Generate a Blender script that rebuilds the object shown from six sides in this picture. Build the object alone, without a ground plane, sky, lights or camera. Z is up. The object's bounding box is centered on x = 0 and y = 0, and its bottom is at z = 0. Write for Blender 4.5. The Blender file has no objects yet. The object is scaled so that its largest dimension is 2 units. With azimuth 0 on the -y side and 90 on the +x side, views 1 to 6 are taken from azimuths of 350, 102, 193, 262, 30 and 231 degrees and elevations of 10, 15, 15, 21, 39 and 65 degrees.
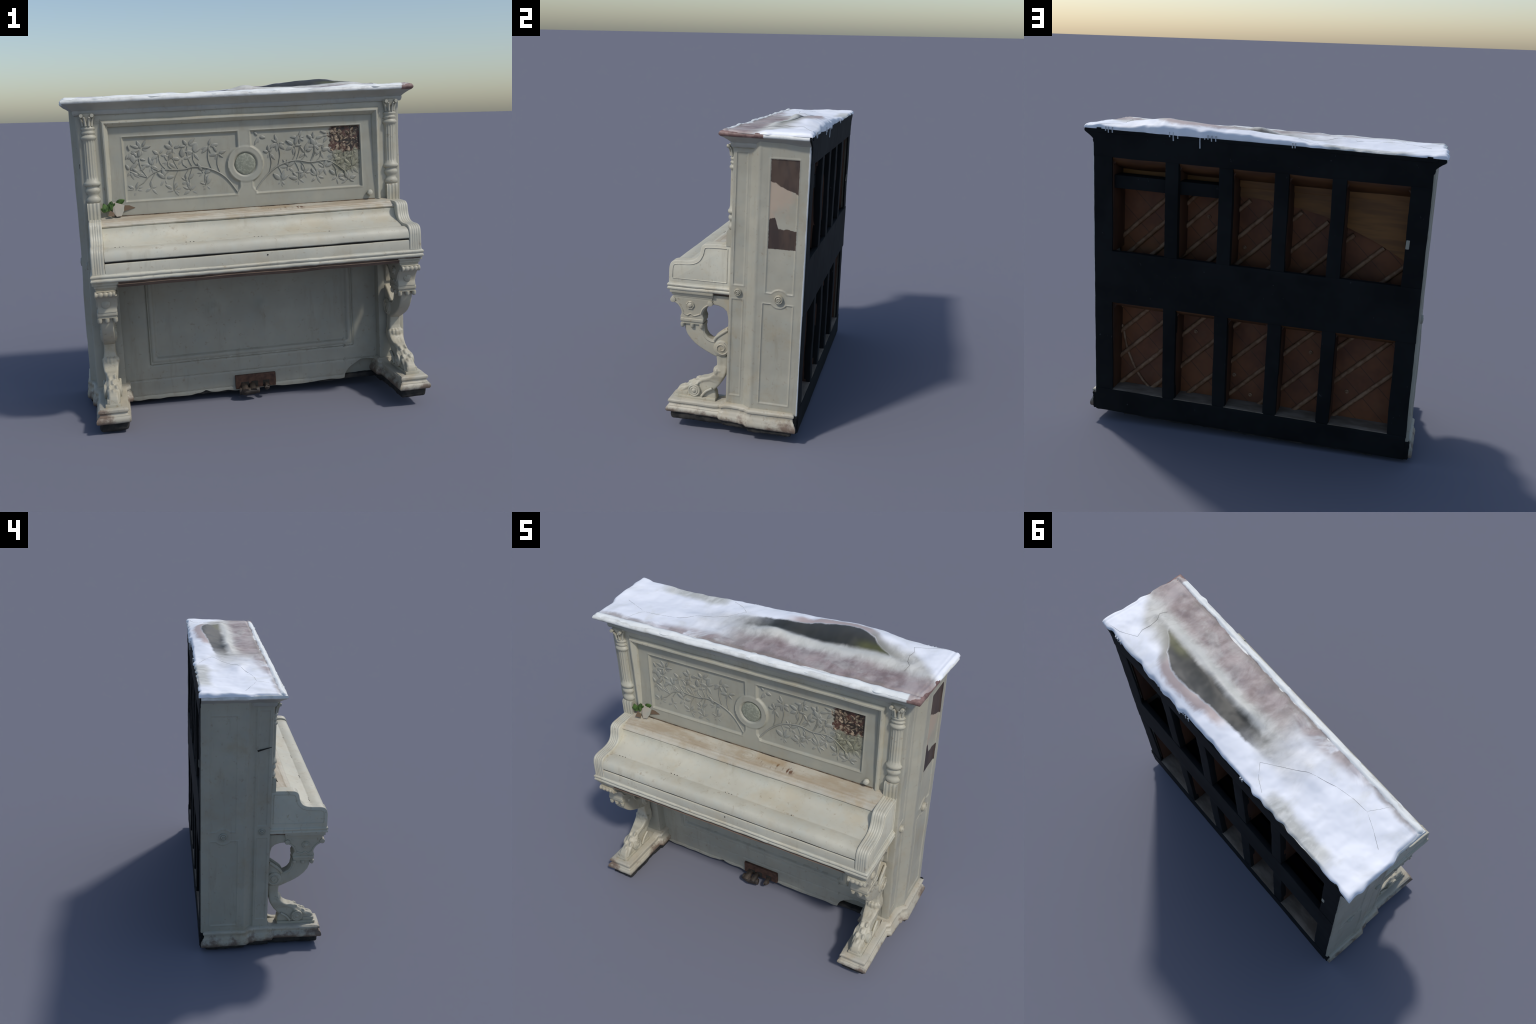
import bpy, bmesh, math, random
import numpy as np
from mathutils import Vector, Matrix, noise as mnoise

random.seed(7)
rng = np.random.default_rng(7)

# ------------------------------------------------------------------ frame
# The old upright piano stands slightly out of plumb: it rolls towards -x and
# leans back. Everything is built in the piano's own upright frame (x across,
# -y towards the player, z up) and the root carries the tilt.
ROLL, LEAN = -0.026, -0.0195
root = bpy.data.objects.new("upright_piano", None)
bpy.context.scene.collection.objects.link(root)
root.location = (0.04, 0.0, 0.032)
root.rotation_mode = 'XYZ'
root.rotation_euler = (LEAN, ROLL, 0.0)
root["label"] = "weathered white upright piano with carved legs and panel"
root["category"] = "piano"

# ------------------------------------------------------------------ noise
def _hash(ix, iy, iz, seed):
    h = (ix * 374761393 + iy * 668265263 + iz * 2147483647 + seed * 974711) & 0xFFFFFFFF
    h = ((h ^ (h >> 13)) * 1274126177) & 0xFFFFFFFF
    h = h ^ (h >> 16)
    return (h & 0xFFFF) / 65535.0 * 2 - 1

def vnoise(p, scale=1.0, seed=0):
    """value noise in [-1,1] on an (n,3) array"""
    q = np.asarray(p, float) * scale + 1000.0
    i = np.floor(q).astype(np.int64)
    f = q - i
    f = f * f * (3 - 2 * f)
    out = 0
    for dx in (0, 1):
        wx = f[:, 0] if dx else 1 - f[:, 0]
        for dy in (0, 1):
            wy = f[:, 1] if dy else 1 - f[:, 1]
            for dz in (0, 1):
                wz = f[:, 2] if dz else 1 - f[:, 2]
                out = out + wx * wy * wz * _hash(i[:, 0] + dx, i[:, 1] + dy, i[:, 2] + dz, seed)
    return out

def sstep(a, b, x):
    t = np.clip((x - a) / (b - a), 0, 1)
    return t * t * (3 - 2 * t)

def catmull(pts, n=8, closed=False):
    P = [np.array(p, float) for p in pts]
    m = len(P)
    out = []
    rngi = range(m) if closed else range(m - 1)
    for i in rngi:
        if closed:
            a, b, c, d = P[i - 1], P[i], P[(i + 1) % m], P[(i + 2) % m]
        else:
            a, b, c, d = P[max(i - 1, 0)], P[i], P[i + 1], P[min(i + 2, m - 1)]
        for k in range(n):
            t = k / n
            out.append(tuple(0.5 * ((2 * b) + (-a + c) * t + (2 * a - 5 * b + 4 * c - d) * t * t
                                    + (-a + 3 * b - 3 * c + d) * t ** 3)))
    if not closed:
        out.append(tuple(P[-1]))
    return out

# ------------------------------------------------------------------ mesh helpers
def wobble(me, amp, scale=6.0, seed=1, fine=0.0):
    n = len(me.vertices)
    co = np.empty(n * 3)
    me.vertices.foreach_get("co", co)
    co = co.reshape(-1, 3)
    d = np.stack([vnoise(co, scale, seed + k) for k in range(3)], 1) * amp
    if fine:
        d += np.stack([vnoise(co, scale * 6, seed + 10 + k) for k in range(3)], 1) * fine
    me.vertices.foreach_set("co", (co + d).ravel())
    me.update()

def finish(name, me, mat, parent=None, smooth=40, wob=0.0, seed=1, fine=0.0, scale=6.0):
    if wob or fine:
        wobble(me, wob, scale, seed, fine)
    me.validate()
    if smooth:
        me.polygons.foreach_set("use_smooth", [True] * len(me.polygons))
        me.set_sharp_from_angle(angle=math.radians(smooth))
    ob = bpy.data.objects.new(name, me)
    bpy.context.scene.collection.objects.link(ob)
    mats = mat if isinstance(mat, (list, tuple)) else [mat]
    for m in mats:
        me.materials.append(m)
    ob.parent = parent or root
    return ob

def pymesh(name, verts, faces):
    me = bpy.data.meshes.new(name)
    me.from_pydata([tuple(map(float, v)) for v in verts], [], faces)
    me.update()
    return me

def fix_normals(me):
    bm = bmesh.new(); bm.from_mesh(me)
    bmesh.ops.remove_doubles(bm, verts=bm.verts, dist=1e-6)
    bmesh.ops.recalc_face_normals(bm, faces=bm.faces)
    bm.to_mesh(me); bm.free(); me.update()
    return me

def box(name, x0, x1, y0, y1, z0, z1, mat, parent=None, bev=0.003, step=0.03, wob=0.0012, seed=3, seg=2, fine=0.0, scale=6.0):
    bm = bmesh.new()
    bmesh.ops.create_cube(bm, size=1.0)
    for v in bm.verts:
        v.co = Vector(((x0 + x1) / 2 + v.co.x * (x1 - x0), (y0 + y1) / 2 + v.co.y * (y1 - y0), (z0 + z1) / 2 + v.co.z * (z1 - z0)))
    if bev:
        bmesh.ops.bevel(bm, geom=list(bm.edges), offset=bev, segments=seg, profile=0.6, affect='EDGES')
    if step:
        for ax, (a, b) in enumerate(((x0, x1), (y0, y1), (z0, z1))):
            n = int((b - a) / step)
            for k in range(1, n):
                c = a + (b - a) * k / n
                pl = [0, 0, 0]; pl[ax] = c
                no = [0, 0, 0]; no[ax] = 1
                bmesh.ops.bisect_plane(bm, geom=list(bm.verts) + list(bm.edges) + list(bm.faces), plane_co=pl, plane_no=no)
    me = bpy.data.meshes.new(name)
    bm.to_mesh(me); bm.free()
    return finish(name, me, mat, parent, wob=wob, seed=seed, fine=fine, scale=scale)

def extrude_x(name, prof, x0, x1, mat, parent=None, step=0.02, wob=0.001, seed=5, smooth=35, fine=0.0, xf=None):
    """prof: closed (y,z) polygon swept along x"""
    n = max(2, int(abs(x1 - x0) / step) + 1)
    xs = np.linspace(x0, x1, n)
    m = len(prof)
    verts, faces = [], []
    for x in xs:
        for (y, z) in prof:
            verts.append(xf(x, y, z) if xf else (x, y, z))
    for i in range(n - 1):
        for j in range(m):
            a = i * m + j; b = i * m + (j + 1) % m
            faces.append((a, b, b + m, a + m))
    faces.append(tuple(range(m)))
    faces.append(tuple((n - 1) * m + k for k in reversed(range(m))))
    me = fix_normals(pymesh(name, verts, faces))
    return finish(name, me, mat, parent, smooth=smooth, wob=wob, seed=seed, fine=fine)

def sweep(name, path, prof, mapf, mat, parent=None, closed=False, step=0.02, wob=0.001, seed=9, smooth=40, capped=True, fine=0.0, side=1):
    """sweep an open or closed profile (offset, height) along a planar polyline with
    mitred corners; mapf(a, b, h) -> xyz"""
    P = [np.array(p, float) for p in path]
    m = len(P)
    cnt = m if closed else m - 1
    nrm = []
    for i in range(cnt):
        d = P[(i + 1) % m] - P[i]
        d = d / np.linalg.norm(d)
        nrm.append(np.array([d[1], -d[0]]) * side)
    mit = []
    for i in range(m):
        if closed:
            n0, n1 = nrm[i - 1], nrm[i]
        else:
            n0 = nrm[max(i - 1, 0)]; n1 = nrm[min(i, cnt - 1)]
        s = n0 + n1
        mit.append(2 * s / max(s.dot(s), 0.3))
    rings = []
    for i in range(cnt):
        a, b = P[i], P[(i + 1) % m]
        ma, mb = mit[i], mit[(i + 1) % m]
        k = max(1, int(np.linalg.norm(b - a) / step))
        for t in np.linspace(0, 1, k, endpoint=False):
            rings.append((a + (b - a) * t, ma + (mb - ma) * t))
    if not closed:
        rings.append((P[-1], mit[-1]))
    verts, faces = [], []
    q = len(prof)
    for (p, mm) in rings:
        for (o, h) in prof:
            w = p + mm * o
            verts.append(mapf(w[0], w[1], h))
    R = len(rings)
    for i in range(R if closed else R - 1):
        for j in range(q):
            a = i * q + j; b = i * q + (j + 1) % q
            c = ((i + 1) % R) * q
            faces.append((a, b, c + (j + 1) % q, c + j))
    if not closed and capped:
        faces.append(tuple(range(q)))
        faces.append(tuple((R - 1) * q + k for k in reversed(range(q))))
    me = fix_normals(pymesh(name, verts, faces))
    return finish(name, me, mat, parent, smooth=smooth, wob=wob, seed=seed, fine=fine)

def tube(name, pts, r, mat, parent=None, sides=8, wob=0.0, taper=None, squash=None):
    P = [Vector(p) for p in pts]
    verts, faces = [], []
    n = len(P)
    up = Vector((0.13, 0.31, 0.94)).normalized()
    for i, p in enumerate(P):
        t = (P[min(i + 1, n - 1)] - P[max(i - 1, 0)]).normalized()
        a = t.cross(up)
        if a.length < 1e-3:
            a = t.cross(Vector((1, 0, 0)))
        a.normalize()
        b = a.cross(t).normalized()
        rr = (r[i] if isinstance(r, (list, tuple)) else r) * (taper(i / (n - 1)) if taper else 1)
        for k in range(sides):
            an = 2 * math.pi * k / sides
            verts.append(p + a * (rr * math.cos(an)) + b * (rr * math.sin(an)))
    for i in range(n - 1):
        for k in range(sides):
            faces.append((i * sides + k, i * sides + (k + 1) % sides, (i + 1) * sides + (k + 1) % sides, (i + 1) * sides + k))
    faces.append(tuple(reversed(range(sides))))
    faces.append(tuple((n - 1) * sides + k for k in range(sides)))
    me = fix_normals(pymesh(name, verts, faces))
    return finish(name, me, mat, parent, smooth=60, wob=wob)

def lathe(name, prof, centre, axis, mat, parent=None, sides=40, rmod=None, wob=0.0, smooth=45, seed=2):
    """prof: list of (radius, height); axis: 'z', 'x' or 'y'"""
    verts, faces = [], []
    n = len(prof)
    for (r, h) in prof:
        for k in range(sides):
            a = 2 * math.pi * k / sides
            rr = rmod(r, h, a) if rmod else r
            u, v = rr * math.cos(a), rr * math.sin(a)
            p = {'z': (u, v, h), 'x': (h, u, v), 'y': (u, h, v)}[axis]
            verts.append((centre[0] + p[0], centre[1] + p[1], centre[2] + p[2]))
    for i in range(n - 1):
        for k in range(sides):
            faces.append((i * sides + k, i * sides + (k + 1) % sides, (i + 1) * sides + (k + 1) % sides, (i + 1) * sides + k))
    faces.append(tuple(reversed(range(sides))))
    faces.append(tuple((n - 1) * sides + k for k in range(sides)))
    me = fix_normals(pymesh(name, verts, faces))
    return finish(name, me, mat, parent, smooth=smooth, wob=wob, seed=seed)

def heightgrid(name, us, vs, func, back, mat, parent=None, wob=0.0, seed=4, smooth=50, mapf=None):
    """closed slab: front surface func(U,V)->depth, flat back at depth `back`; mapf(u,v,d)->xyz arrays"""
    U, V = np.meshgrid(us, vs, indexing='ij')
    D = func(U, V)
    nu, nv = U.shape
    F = np.stack(mapf(U, V, D), -1).reshape(-1, 3)
    B = np.stack(mapf(U, V, np.full_like(D, back)), -1).reshape(-1, 3)
    ring = [i * nv for i in range(nu)] + [(nu - 1) * nv + j for j in range(1, nv)] + \
           [i * nv + nv - 1 for i in range(nu - 2, -1, -1)] + [j for j in range(nv - 2, 0, -1)]
    verts = np.vstack([F, B[ring]])
    faces = []
    for i in range(nu - 1):
        for j in range(nv - 1):
            a = i * nv + j
            faces.append((a, a + nv, a + nv + 1, a + 1))
    o = nu * nv
    m = len(ring)
    for k in range(m):
        faces.append((ring[k], ring[(k + 1) % m], o + (k + 1) % m, o + k))
    faces.append(tuple(o + k for k in range(m)))
    me = fix_normals(pymesh(name, verts, faces))
    return finish(name, me, mat, parent, smooth=smooth, wob=wob, seed=seed)

def outline_x(name, loops, x0, x1, mat, parent=None, bev=0.006, seg=3, wob=0.0012, seed=6, width=None, sub=0):
    """flat (y,z) outline(s) given thickness along x with rounded rims (filled 2D curve)"""
    cu = bpy.data.curves.new(name, 'CURVE')
    cu.dimensions = '2D'
    cu.fill_mode = 'BOTH'
    for lp in loops:
        sp = cu.splines.new('POLY')
        sp.points.add(len(lp) - 1)
        for pt, (y, z) in zip(sp.points, lp):
            pt.co = (y, z, 0, 1)
        sp.use_cyclic_u = True
    cu.extrude = max((x1 - x0) / 2 - bev, 0.0005)
    cu.bevel_depth = bev
    cu.offset = -bev
    cu.bevel_resolution = seg
    ob = bpy.data.objects.new(name + "_tmp", cu)
    bpy.context.scene.collection.objects.link(ob)
    dg = bpy.context.evaluated_depsgraph_get()
    me = bpy.data.meshes.new_from_object(ob.evaluated_get(dg))
    bpy.data.objects.remove(ob)
    bpy.data.curves.remove(cu)
    n = len(me.vertices)
    co = np.empty(n * 3); me.vertices.foreach_get("co", co); co = co.reshape(-1, 3)
    out = np.stack([co[:, 2] + (x0 + x1) / 2, co[:, 0], co[:, 1]], 1)
    if width is not None:
        c = (x0 + x1) / 2
        out[:, 0] = c + (out[:, 0] - c) * width(out[:, 1], out[:, 2])
    me.vertices.foreach_set("co", out.ravel())
    me.name = name
    me.materials.clear()
    bm = bmesh.new(); bm.from_mesh(me)
    bmesh.ops.remove_doubles(bm, verts=bm.verts, dist=1e-5)
    bmesh.ops.triangulate(bm, faces=[f for f in bm.faces if len(f.verts) > 4])
    bmesh.ops.recalc_face_normals(bm, faces=bm.faces)
    bm.to_mesh(me); bm.free(); me.update()
    return finish(name, me, mat, parent, smooth=50, wob=wob, seed=seed)

def fuse(name, objs, mat, parent, voxel=0.004, rounds=3, wob=0.0):
    """melt several solids into one carved surface (voxel remesh, then relax)"""
    bm = bmesh.new()
    for o in objs:
        bm.from_mesh(o.data)
    me = bpy.data.meshes.new(name)
    bm.to_mesh(me); bm.free()
    for o in objs:
        bpy.data.objects.remove(o)
    tmp = bpy.data.objects.new(name + "_tmp", me)
    bpy.context.scene.collection.objects.link(tmp)
    md = tmp.modifiers.new("r", 'REMESH'); md.mode = 'VOXEL'; md.voxel_size = voxel
    sm = tmp.modifiers.new("s", 'SMOOTH'); sm.factor = 0.5; sm.iterations = rounds
    dg = bpy.context.evaluated_depsgraph_get()
    out = bpy.data.meshes.new_from_object(tmp.evaluated_get(dg))
    bpy.data.objects.remove(tmp)
    out.materials.clear(); out.name = name
    return finish(name, out, mat, parent, smooth=180, wob=wob, scale=40)

# ------------------------------------------------------------------ material helpers
def lin(c):
    return tuple((v / 12.92 if v <= 0.04045 else ((v + 0.055) / 1.055) ** 2.4) for v in c)

class NT:
    def __init__(self, name, rough=0.6):
        self.mat = bpy.data.materials.new(name)
        self.mat.use_nodes = True
        self.t = self.mat.node_tree
        self.t.nodes.clear()
        self.out = self.t.nodes.new("ShaderNodeOutputMaterial")
        self.b = self.t.nodes.new("ShaderNodeBsdfPrincipled")
        self.b.inputs["Roughness"].default_value = rough
        self.t.links.new(self.b.outputs[0], self.out.inputs[0])
        tc = self.t.nodes.new("ShaderNodeTexCoord")
        tc.object = root          # the piano's own frame, for every part alike
        self.co = tc.outputs["Object"]
        s = self.t.nodes.new("ShaderNodeSeparateXYZ")
        self.t.links.new(self.co, s.inputs[0])
        self.x, self.y, self.z = s.outputs
    def set(self, sock, v):
        if isinstance(v, bpy.types.NodeSocket):
            self.t.links.new(v, sock)
        elif isinstance(v, (tuple, list)):
            sock.default_value = (v[0], v[1], v[2], 1.0) if len(sock.default_value) == 4 else v[:3]
        else:
            sock.default_value = v
    def m(self, op, a, b=0.0, clamp=False):
        n = self.t.nodes.new("ShaderNodeMath"); n.operation = op; n.use_clamp = clamp
        self.set(n.inputs[0], a); self.set(n.inputs[1], b)
        return n.outputs[0]
    def add(self, a, b): return self.m('ADD', a, b)
    def sub(self, a, b): return self.m('SUBTRACT', a, b)
    def mul(self, a, b): return self.m('MULTIPLY', a, b)
    def mx(self, a, b): return self.m('MAXIMUM', a, b)
    def mn(self, a, b): return self.m('MINIMUM', a, b)
    def ss(self, v, a, b):
        n = self.t.nodes.new("ShaderNodeMapRange"); n.interpolation_type = 'SMOOTHSTEP'
        self.set(n.inputs[0], v)
        if a <= b:
            n.inputs[1].default_value = a; n.inputs[2].default_value = b
            n.inputs[3].default_value = 0; n.inputs[4].default_value = 1
        else:
            n.inputs[1].default_value = b; n.inputs[2].default_value = a
            n.inputs[3].default_value = 1; n.inputs[4].default_value = 0
        return n.outputs[0]
    def band(self, v, a, b, e=0.003):
        return self.mul(self.ss(v, a - e, a + e), self.ss(v, b + e, b - e))
    def noise(self, scale=5, detail=4, rough=0.55, stretch=None, dist=0.0, seed=0.0):
        co = self.co
        mp = self.t.nodes.new("ShaderNodeMapping")
        mp.inputs["Scale"].default_value = stretch or (1, 1, 1)
        mp.inputs["Location"].default_value = (seed * 3.1, seed * 1.7, seed * 2.3)
        self.t.links.new(co, mp.inputs[0])
        n = self.t.nodes.new("ShaderNodeTexNoise")
        n.inputs["Scale"].default_value = scale
        n.inputs["Detail"].default_value = detail
        n.inputs["Roughness"].default_value = rough
        n.inputs["Distortion"].default_value = dist
        self.t.links.new(mp.outputs[0], n.inputs["Vector"])
        return n.outputs[0]
    def voronoi(self, scale=20, feature='F1'):
        n = self.t.nodes.new("ShaderNodeTexVoronoi"); n.feature = feature
        n.inputs["Scale"].default_value = scale
        self.t.links.new(self.co, n.inputs["Vector"])
        return n.outputs[0]
    def mix(self, f, a, b):
        n = self.t.nodes.new("ShaderNodeMix"); n.data_type = 'RGBA'
        self.set(n.inputs["Factor"], f)
        self.set(n.inputs["A"] if False else n.inputs[6], a)
        self.set(n.inputs[7], b)
        return n.outputs[2]
    def color(self, c): self.set(self.b.inputs["Base Color"], c)
    def bump(self, h, strength=0.3, dist=0.002):
        n = self.t.nodes.new("ShaderNodeBump")
        n.inputs["Strength"].default_value = strength
        n.inputs["Distance"].default_value = dist
        self.set(n.inputs["Height"], h)
        self.t.links.new(n.outputs[0], self.b.inputs["Normal"])

BASE = (0.435, 0.414, 0.330)  # paint albedo lowered partway toward the scan's baked shade

def paint(name, base=BASE, warm=0.35, chips=0.5, extra=None, rough=0.5):
    """old oil paint: mottled off-white, warm stains, small chips down to dark wood"""
    t = NT(name, rough)
    n1 = t.noise(3.0, 5, 0.6)
    n2 = t.noise(14, 4, 0.6, seed=2)
    c = t.mix(t.ss(n1, 0.35, 0.7), tuple(v * 0.90 for v in base), tuple(min(v * 1.06, 1) for v in base))
    cool = (base[0] * 0.90, base[1] * 0.97, base[2] * 1.04)
    c = t.mix(t.mul(t.ss(n2, 0.45, 0.75), 0.5), c, cool)
    stain = t.mul(t.ss(t.noise(5.5, 6, 0.68, seed=5), 0.50, 0.72), warm)
    c = t.mix(stain, c, (base[0] * 0.86, base[1] * 0.74, base[2] * 0.58))
    drip = t.mul(t.ss(t.noise(11, 4, 0.65, stretch=(1.6, 1.6, 0.28), seed=12), 0.54, 0.74), 0.40)
    c = t.mix(drip, c, (base[0] * 0.70, base[1] * 0.66, base[2] * 0.60))
    scuf = t.mul(t.ss(t.noise(34, 5, 0.72, seed=14), 0.58, 0.70), 0.55 * min(1.0, chips * 2))
    c = t.mix(scuf, c, (base[0] * 0.55, base[1] * 0.43, base[2] * 0.32))
    speck = t.ss(t.noise(70, 3, 0.7, seed=9), 0.745, 0.775)
    c = t.mix(t.mul(speck, chips), c, (0.07, 0.05, 0.035))
    if extra:
        c = extra(t, c)
    t.color(c)
    t.bump(t.noise(60, 4, 0.6, seed=4), 0.12, 0.002)
    return t.mat

M_paint = paint("aged_white_paint")
M_key = paint("aged_white_paint_keyboard", (0.535, 0.510, 0.412), warm=0.40)

def shelf_extra(t, c):
    # dust and rust marks on the music ledge
    dust = t.ss(t.noise(9, 5, 0.65, stretch=(0.35, 1, 1), seed=7), 0.40, 0.62)
    top = t.ss(t.z, 1.045, 1.056)
    c = t.mix(t.mul(t.mul(dust, top), 0.85), c, (0.37, 0.295, 0.20))
    rust = t.mul(t.band(t.x, 0.07, 0.30, 0.015), t.band(t.y, -0.152, -0.108, 0.008))
    streak = t.ss(t.noise(30, 3, 0.6, stretch=(1.6, 0.35, 1), seed=3), 0.52, 0.60)
    c = t.mix(t.mul(t.mul(rust, streak), 0.9), c, (0.11, 0.045, 0.02))
    halo = t.mul(t.band(t.x, 0.05, 0.24, 0.03), t.band(t.y, -0.125, -0.07, 0.015))
    c = t.mix(t.mul(halo, 0.45), c, (0.33, 0.21, 0.09))
    # faint ring left by a stood-down glass
    dx = t.sub(t.x, 0.012); dy = t.sub(t.y, -0.122)
    d = t.m('SQRT', t.add(t.mul(dx, dx), t.mul(dy, dy)))
    ring = t.mx(t.band(d, 0.0235, 0.026, 0.0015), t.mul(t.band(d, 0.038, 0.041, 0.002), 0.6))
    c = t.mix(t.mul(ring, 0.6), c, (0.30, 0.29, 0.22))
    return c
M_shelf = paint("dusty_ledge_paint", (0.50, 0.46, 0.37), warm=0.7, extra=shelf_extra)

def side_extra(t, c):
    # right-hand side only: torn paper patches showing dark wood and pinkish backing
    on = t.ss(t.x, 0.5, 0.6)
    e = t.sub(t.noise(55, 3, 0.6, seed=1), 0.5)
    e2 = t.sub(t.noise(16, 3, 0.6, seed=8), 0.5)
    yy = t.add(t.y, t.mul(e, 0.006))
    zz = t.add(t.z, t.mul(e, 0.010))
    inx = t.band(yy, 0.156, 0.309, 0.0015)
    tall = t.band(zz, 1.078, 1.563, 0.0015)
    z2 = t.add(zz, t.mul(e2, 0.035))
    up = t.ss(t.add(z2, t.mul(t.sub(t.y, 0.16), 0.47)), 1.444, 1.449)
    hump = t.mul(t.band(t.y, 0.150, 0.198, 0.014), 0.062)
    low = t.ss(t.sub(z2, hump), 1.190, 1.185)
    dark = t.mx(up, low)
    box_ = t.mul(t.mul(inx, tall), on)
    pink = t.ss(t.add(t.add(t.mul(t.sub(t.y, 0.16), -1.2), t.mul(e2, 0.3)), t.mul(t.sub(t.z, 1.25), 0.9)), -0.12, 0.02)
    c = t.mix(t.mul(box_, t.mul(pink, 0.8)), c, (0.43, 0.33, 0.25))
    wood = t.mix(t.ss(t.noise(14, 4, 0.6, stretch=(1, 1, 0.3), seed=6), 0.35, 0.65), (0.040, 0.026, 0.022), (0.075, 0.048, 0.034))
    c = t.mix(t.mul(box_, dark), c, wood)
    rim = t.mul(t.ss(t.add(t.y, t.mul(e2, 0.010)), 0.355, 0.359), on)
    return t.mix(t.mul(rim, 0.8), c, (0.70, 0.72, 0.72))
M_side = paint("aged_white_paint_side", (0.385, 0.366, 0.294), warm=0.5, chips=0.35, extra=side_extra)  # same paint again, tinted darker for the shade baked on the flanks

PANEL = (0.355, 0.340, 0.272)  # base colour darkened to carry shading of the upright front
def panel_extra(t, c):
    # upper right corner of the carved panel: bare dark wood above, mossy green below
    e = t.sub(t.noise(24, 4, 0.65, seed=2), 0.5)
    xl = t.add(t.x, t.mul(e, 0.10))
    zl = t.add(t.z, t.mul(e, 0.13))
    inb = t.mul(t.mul(t.ss(xl, 0.480, 0.490), t.ss(t.x, 0.657, 0.6555)), t.ss(t.z, 1.487, 1.4855))
    upper = t.mul(inb, t.ss(t.sub(zl, t.mul(t.sub(t.x, 0.56), -0.06)), 1.338, 1.356))
    moss = t.mul(t.mul(t.ss(t.add(t.x, t.mul(e, 0.08)), 0.465, 0.53), t.ss(t.x, 0.657, 0.65)), t.band(zl, 1.235, 1.36, 0.03))
    mv_ = t.ss(t.noise(40, 4, 0.7, dist=1.2, seed=13), 0.40, 0.60)
    c = t.mix(t.mul(moss, 0.8), c, t.mix(mv_, (0.10, 0.095, 0.055), (0.30, 0.285, 0.20)))
    wd = t.mix(t.ss(t.noise(26, 3, 0.6, seed=4), 0.42, 0.60), (0.024, 0.016, 0.011), (0.085, 0.036, 0.024))
    flake = t.ss(t.noise(48, 4, 0.7, dist=1.5, seed=11), 0.53, 0.60)
    wd = t.mix(t.mul(flake, 0.8), wd, (0.26, 0.20, 0.13))
    return t.mix(upper, c, wd)
M_panel = paint("carved_panel_paint", PANEL, warm=0.3, chips=0.15, extra=panel_extra)
def leaf_extra(t, c):
    e = t.sub(t.noise(24, 4, 0.65, seed=2), 0.5)
    xl = t.add(t.x, t.mul(e, 0.10)); zl = t.add(t.z, t.mul(e, 0.13))
    upper = t.mul(t.ss(xl, 0.480, 0.490), t.ss(zl, 1.338, 1.356))
    moss = t.mul(t.ss(t.x, 0.48, 0.53), t.band(zl, 1.235, 1.36, 0.03))
    c = t.mix(t.mul(moss, 0.7), c, (0.25, 0.24, 0.15))
    wd = t.mix(t.ss(t.noise(60, 3, 0.6, seed=4), 0.42, 0.58), (0.05, 0.03, 0.018), (0.36, 0.27, 0.18))
    return t.mix(upper, c, wd)
M_leaf = paint("carved_leaf_paint", (0.29, 0.285, 0.24), warm=0.2, chips=0.0, extra=leaf_extra)
def medal_extra(t, c):
    h = t.noise(75, 4, 0.65, seed=3)
    t.hammer = h
    return t.mix(t.ss(h, 0.45, 0.62), (0.23, 0.238, 0.18), (0.32, 0.325, 0.25))
M_medal = paint("greenish_medallion_paint", (0.30, 0.31, 0.235), warm=0.2, chips=0.1, extra=medal_extra)

def foot_extra(t, c):
    scuff = t.ss(t.add(t.noise(9, 5, 0.65, seed=6), t.mul(t.z, -3.4)), 0.18, 0.38)
    return t.mix(t.mul(scuff, 0.85), c, (0.13, 0.080, 0.055))
M_base = paint("scuffed_base_paint", (0.45, 0.415, 0.33), warm=0.7, chips=0.7, extra=foot_extra)
M_leg = paint("carved_leg_paint", (0.445, 0.412, 0.318), warm=0.55, chips=0.5)
M_low = paint("lower_panel_paint", (0.352, 0.337, 0.272), warm=0.25, chips=0.4)

t = NT("black_back_paint", 0.75)
t.b.inputs["Specular IOR Level"].default_value = 0.18
scr = t.ss(t.noise(38, 4, 0.75, stretch=(1, 1, 0.5), seed=3), 0.66, 0.75)
c = t.mix(t.ss(t.noise(4, 4, 0.6), 0.3, 0.7), (0.0045, 0.0055, 0.0062), (0.010, 0.012, 0.013))
t.color(t.mix(t.mul(scr, 0.45), c, (0.13, 0.135, 0.135)))
t.bump(t.noise(50, 4, 0.6), 0.2, 0.003)
M_black = t.mat

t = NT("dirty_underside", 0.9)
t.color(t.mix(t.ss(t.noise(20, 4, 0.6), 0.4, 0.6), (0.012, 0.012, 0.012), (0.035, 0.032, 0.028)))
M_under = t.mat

t = NT("soundboard_wood", 0.6)
g = t.noise(9, 4, 0.6, stretch=(1, 1, 1), seed=2)
diag = t.add(t.mul(t.x, 0.7), t.mul(t.z, -0.72))
w = t.ss(t.noise(3, 5, 0.65, seed=3), 0.38, 0.62)
c = t.mix(w, (0.115, 0.036, 0.012), (0.190, 0.064, 0.019))
seam = t.m('FRACT', t.mul(diag, 9.0))
c = t.mix(t.mul(t.band(seam, 0.02, 0.06, 0.01), 0.6), c, (0.022, 0.011, 0.007))
c = t.mix(t.mul(t.ss(g, 0.5, 0.7), 0.4), c, (0.17, 0.075, 0.03))
t.color(c)
M_sound = t.mat

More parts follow.
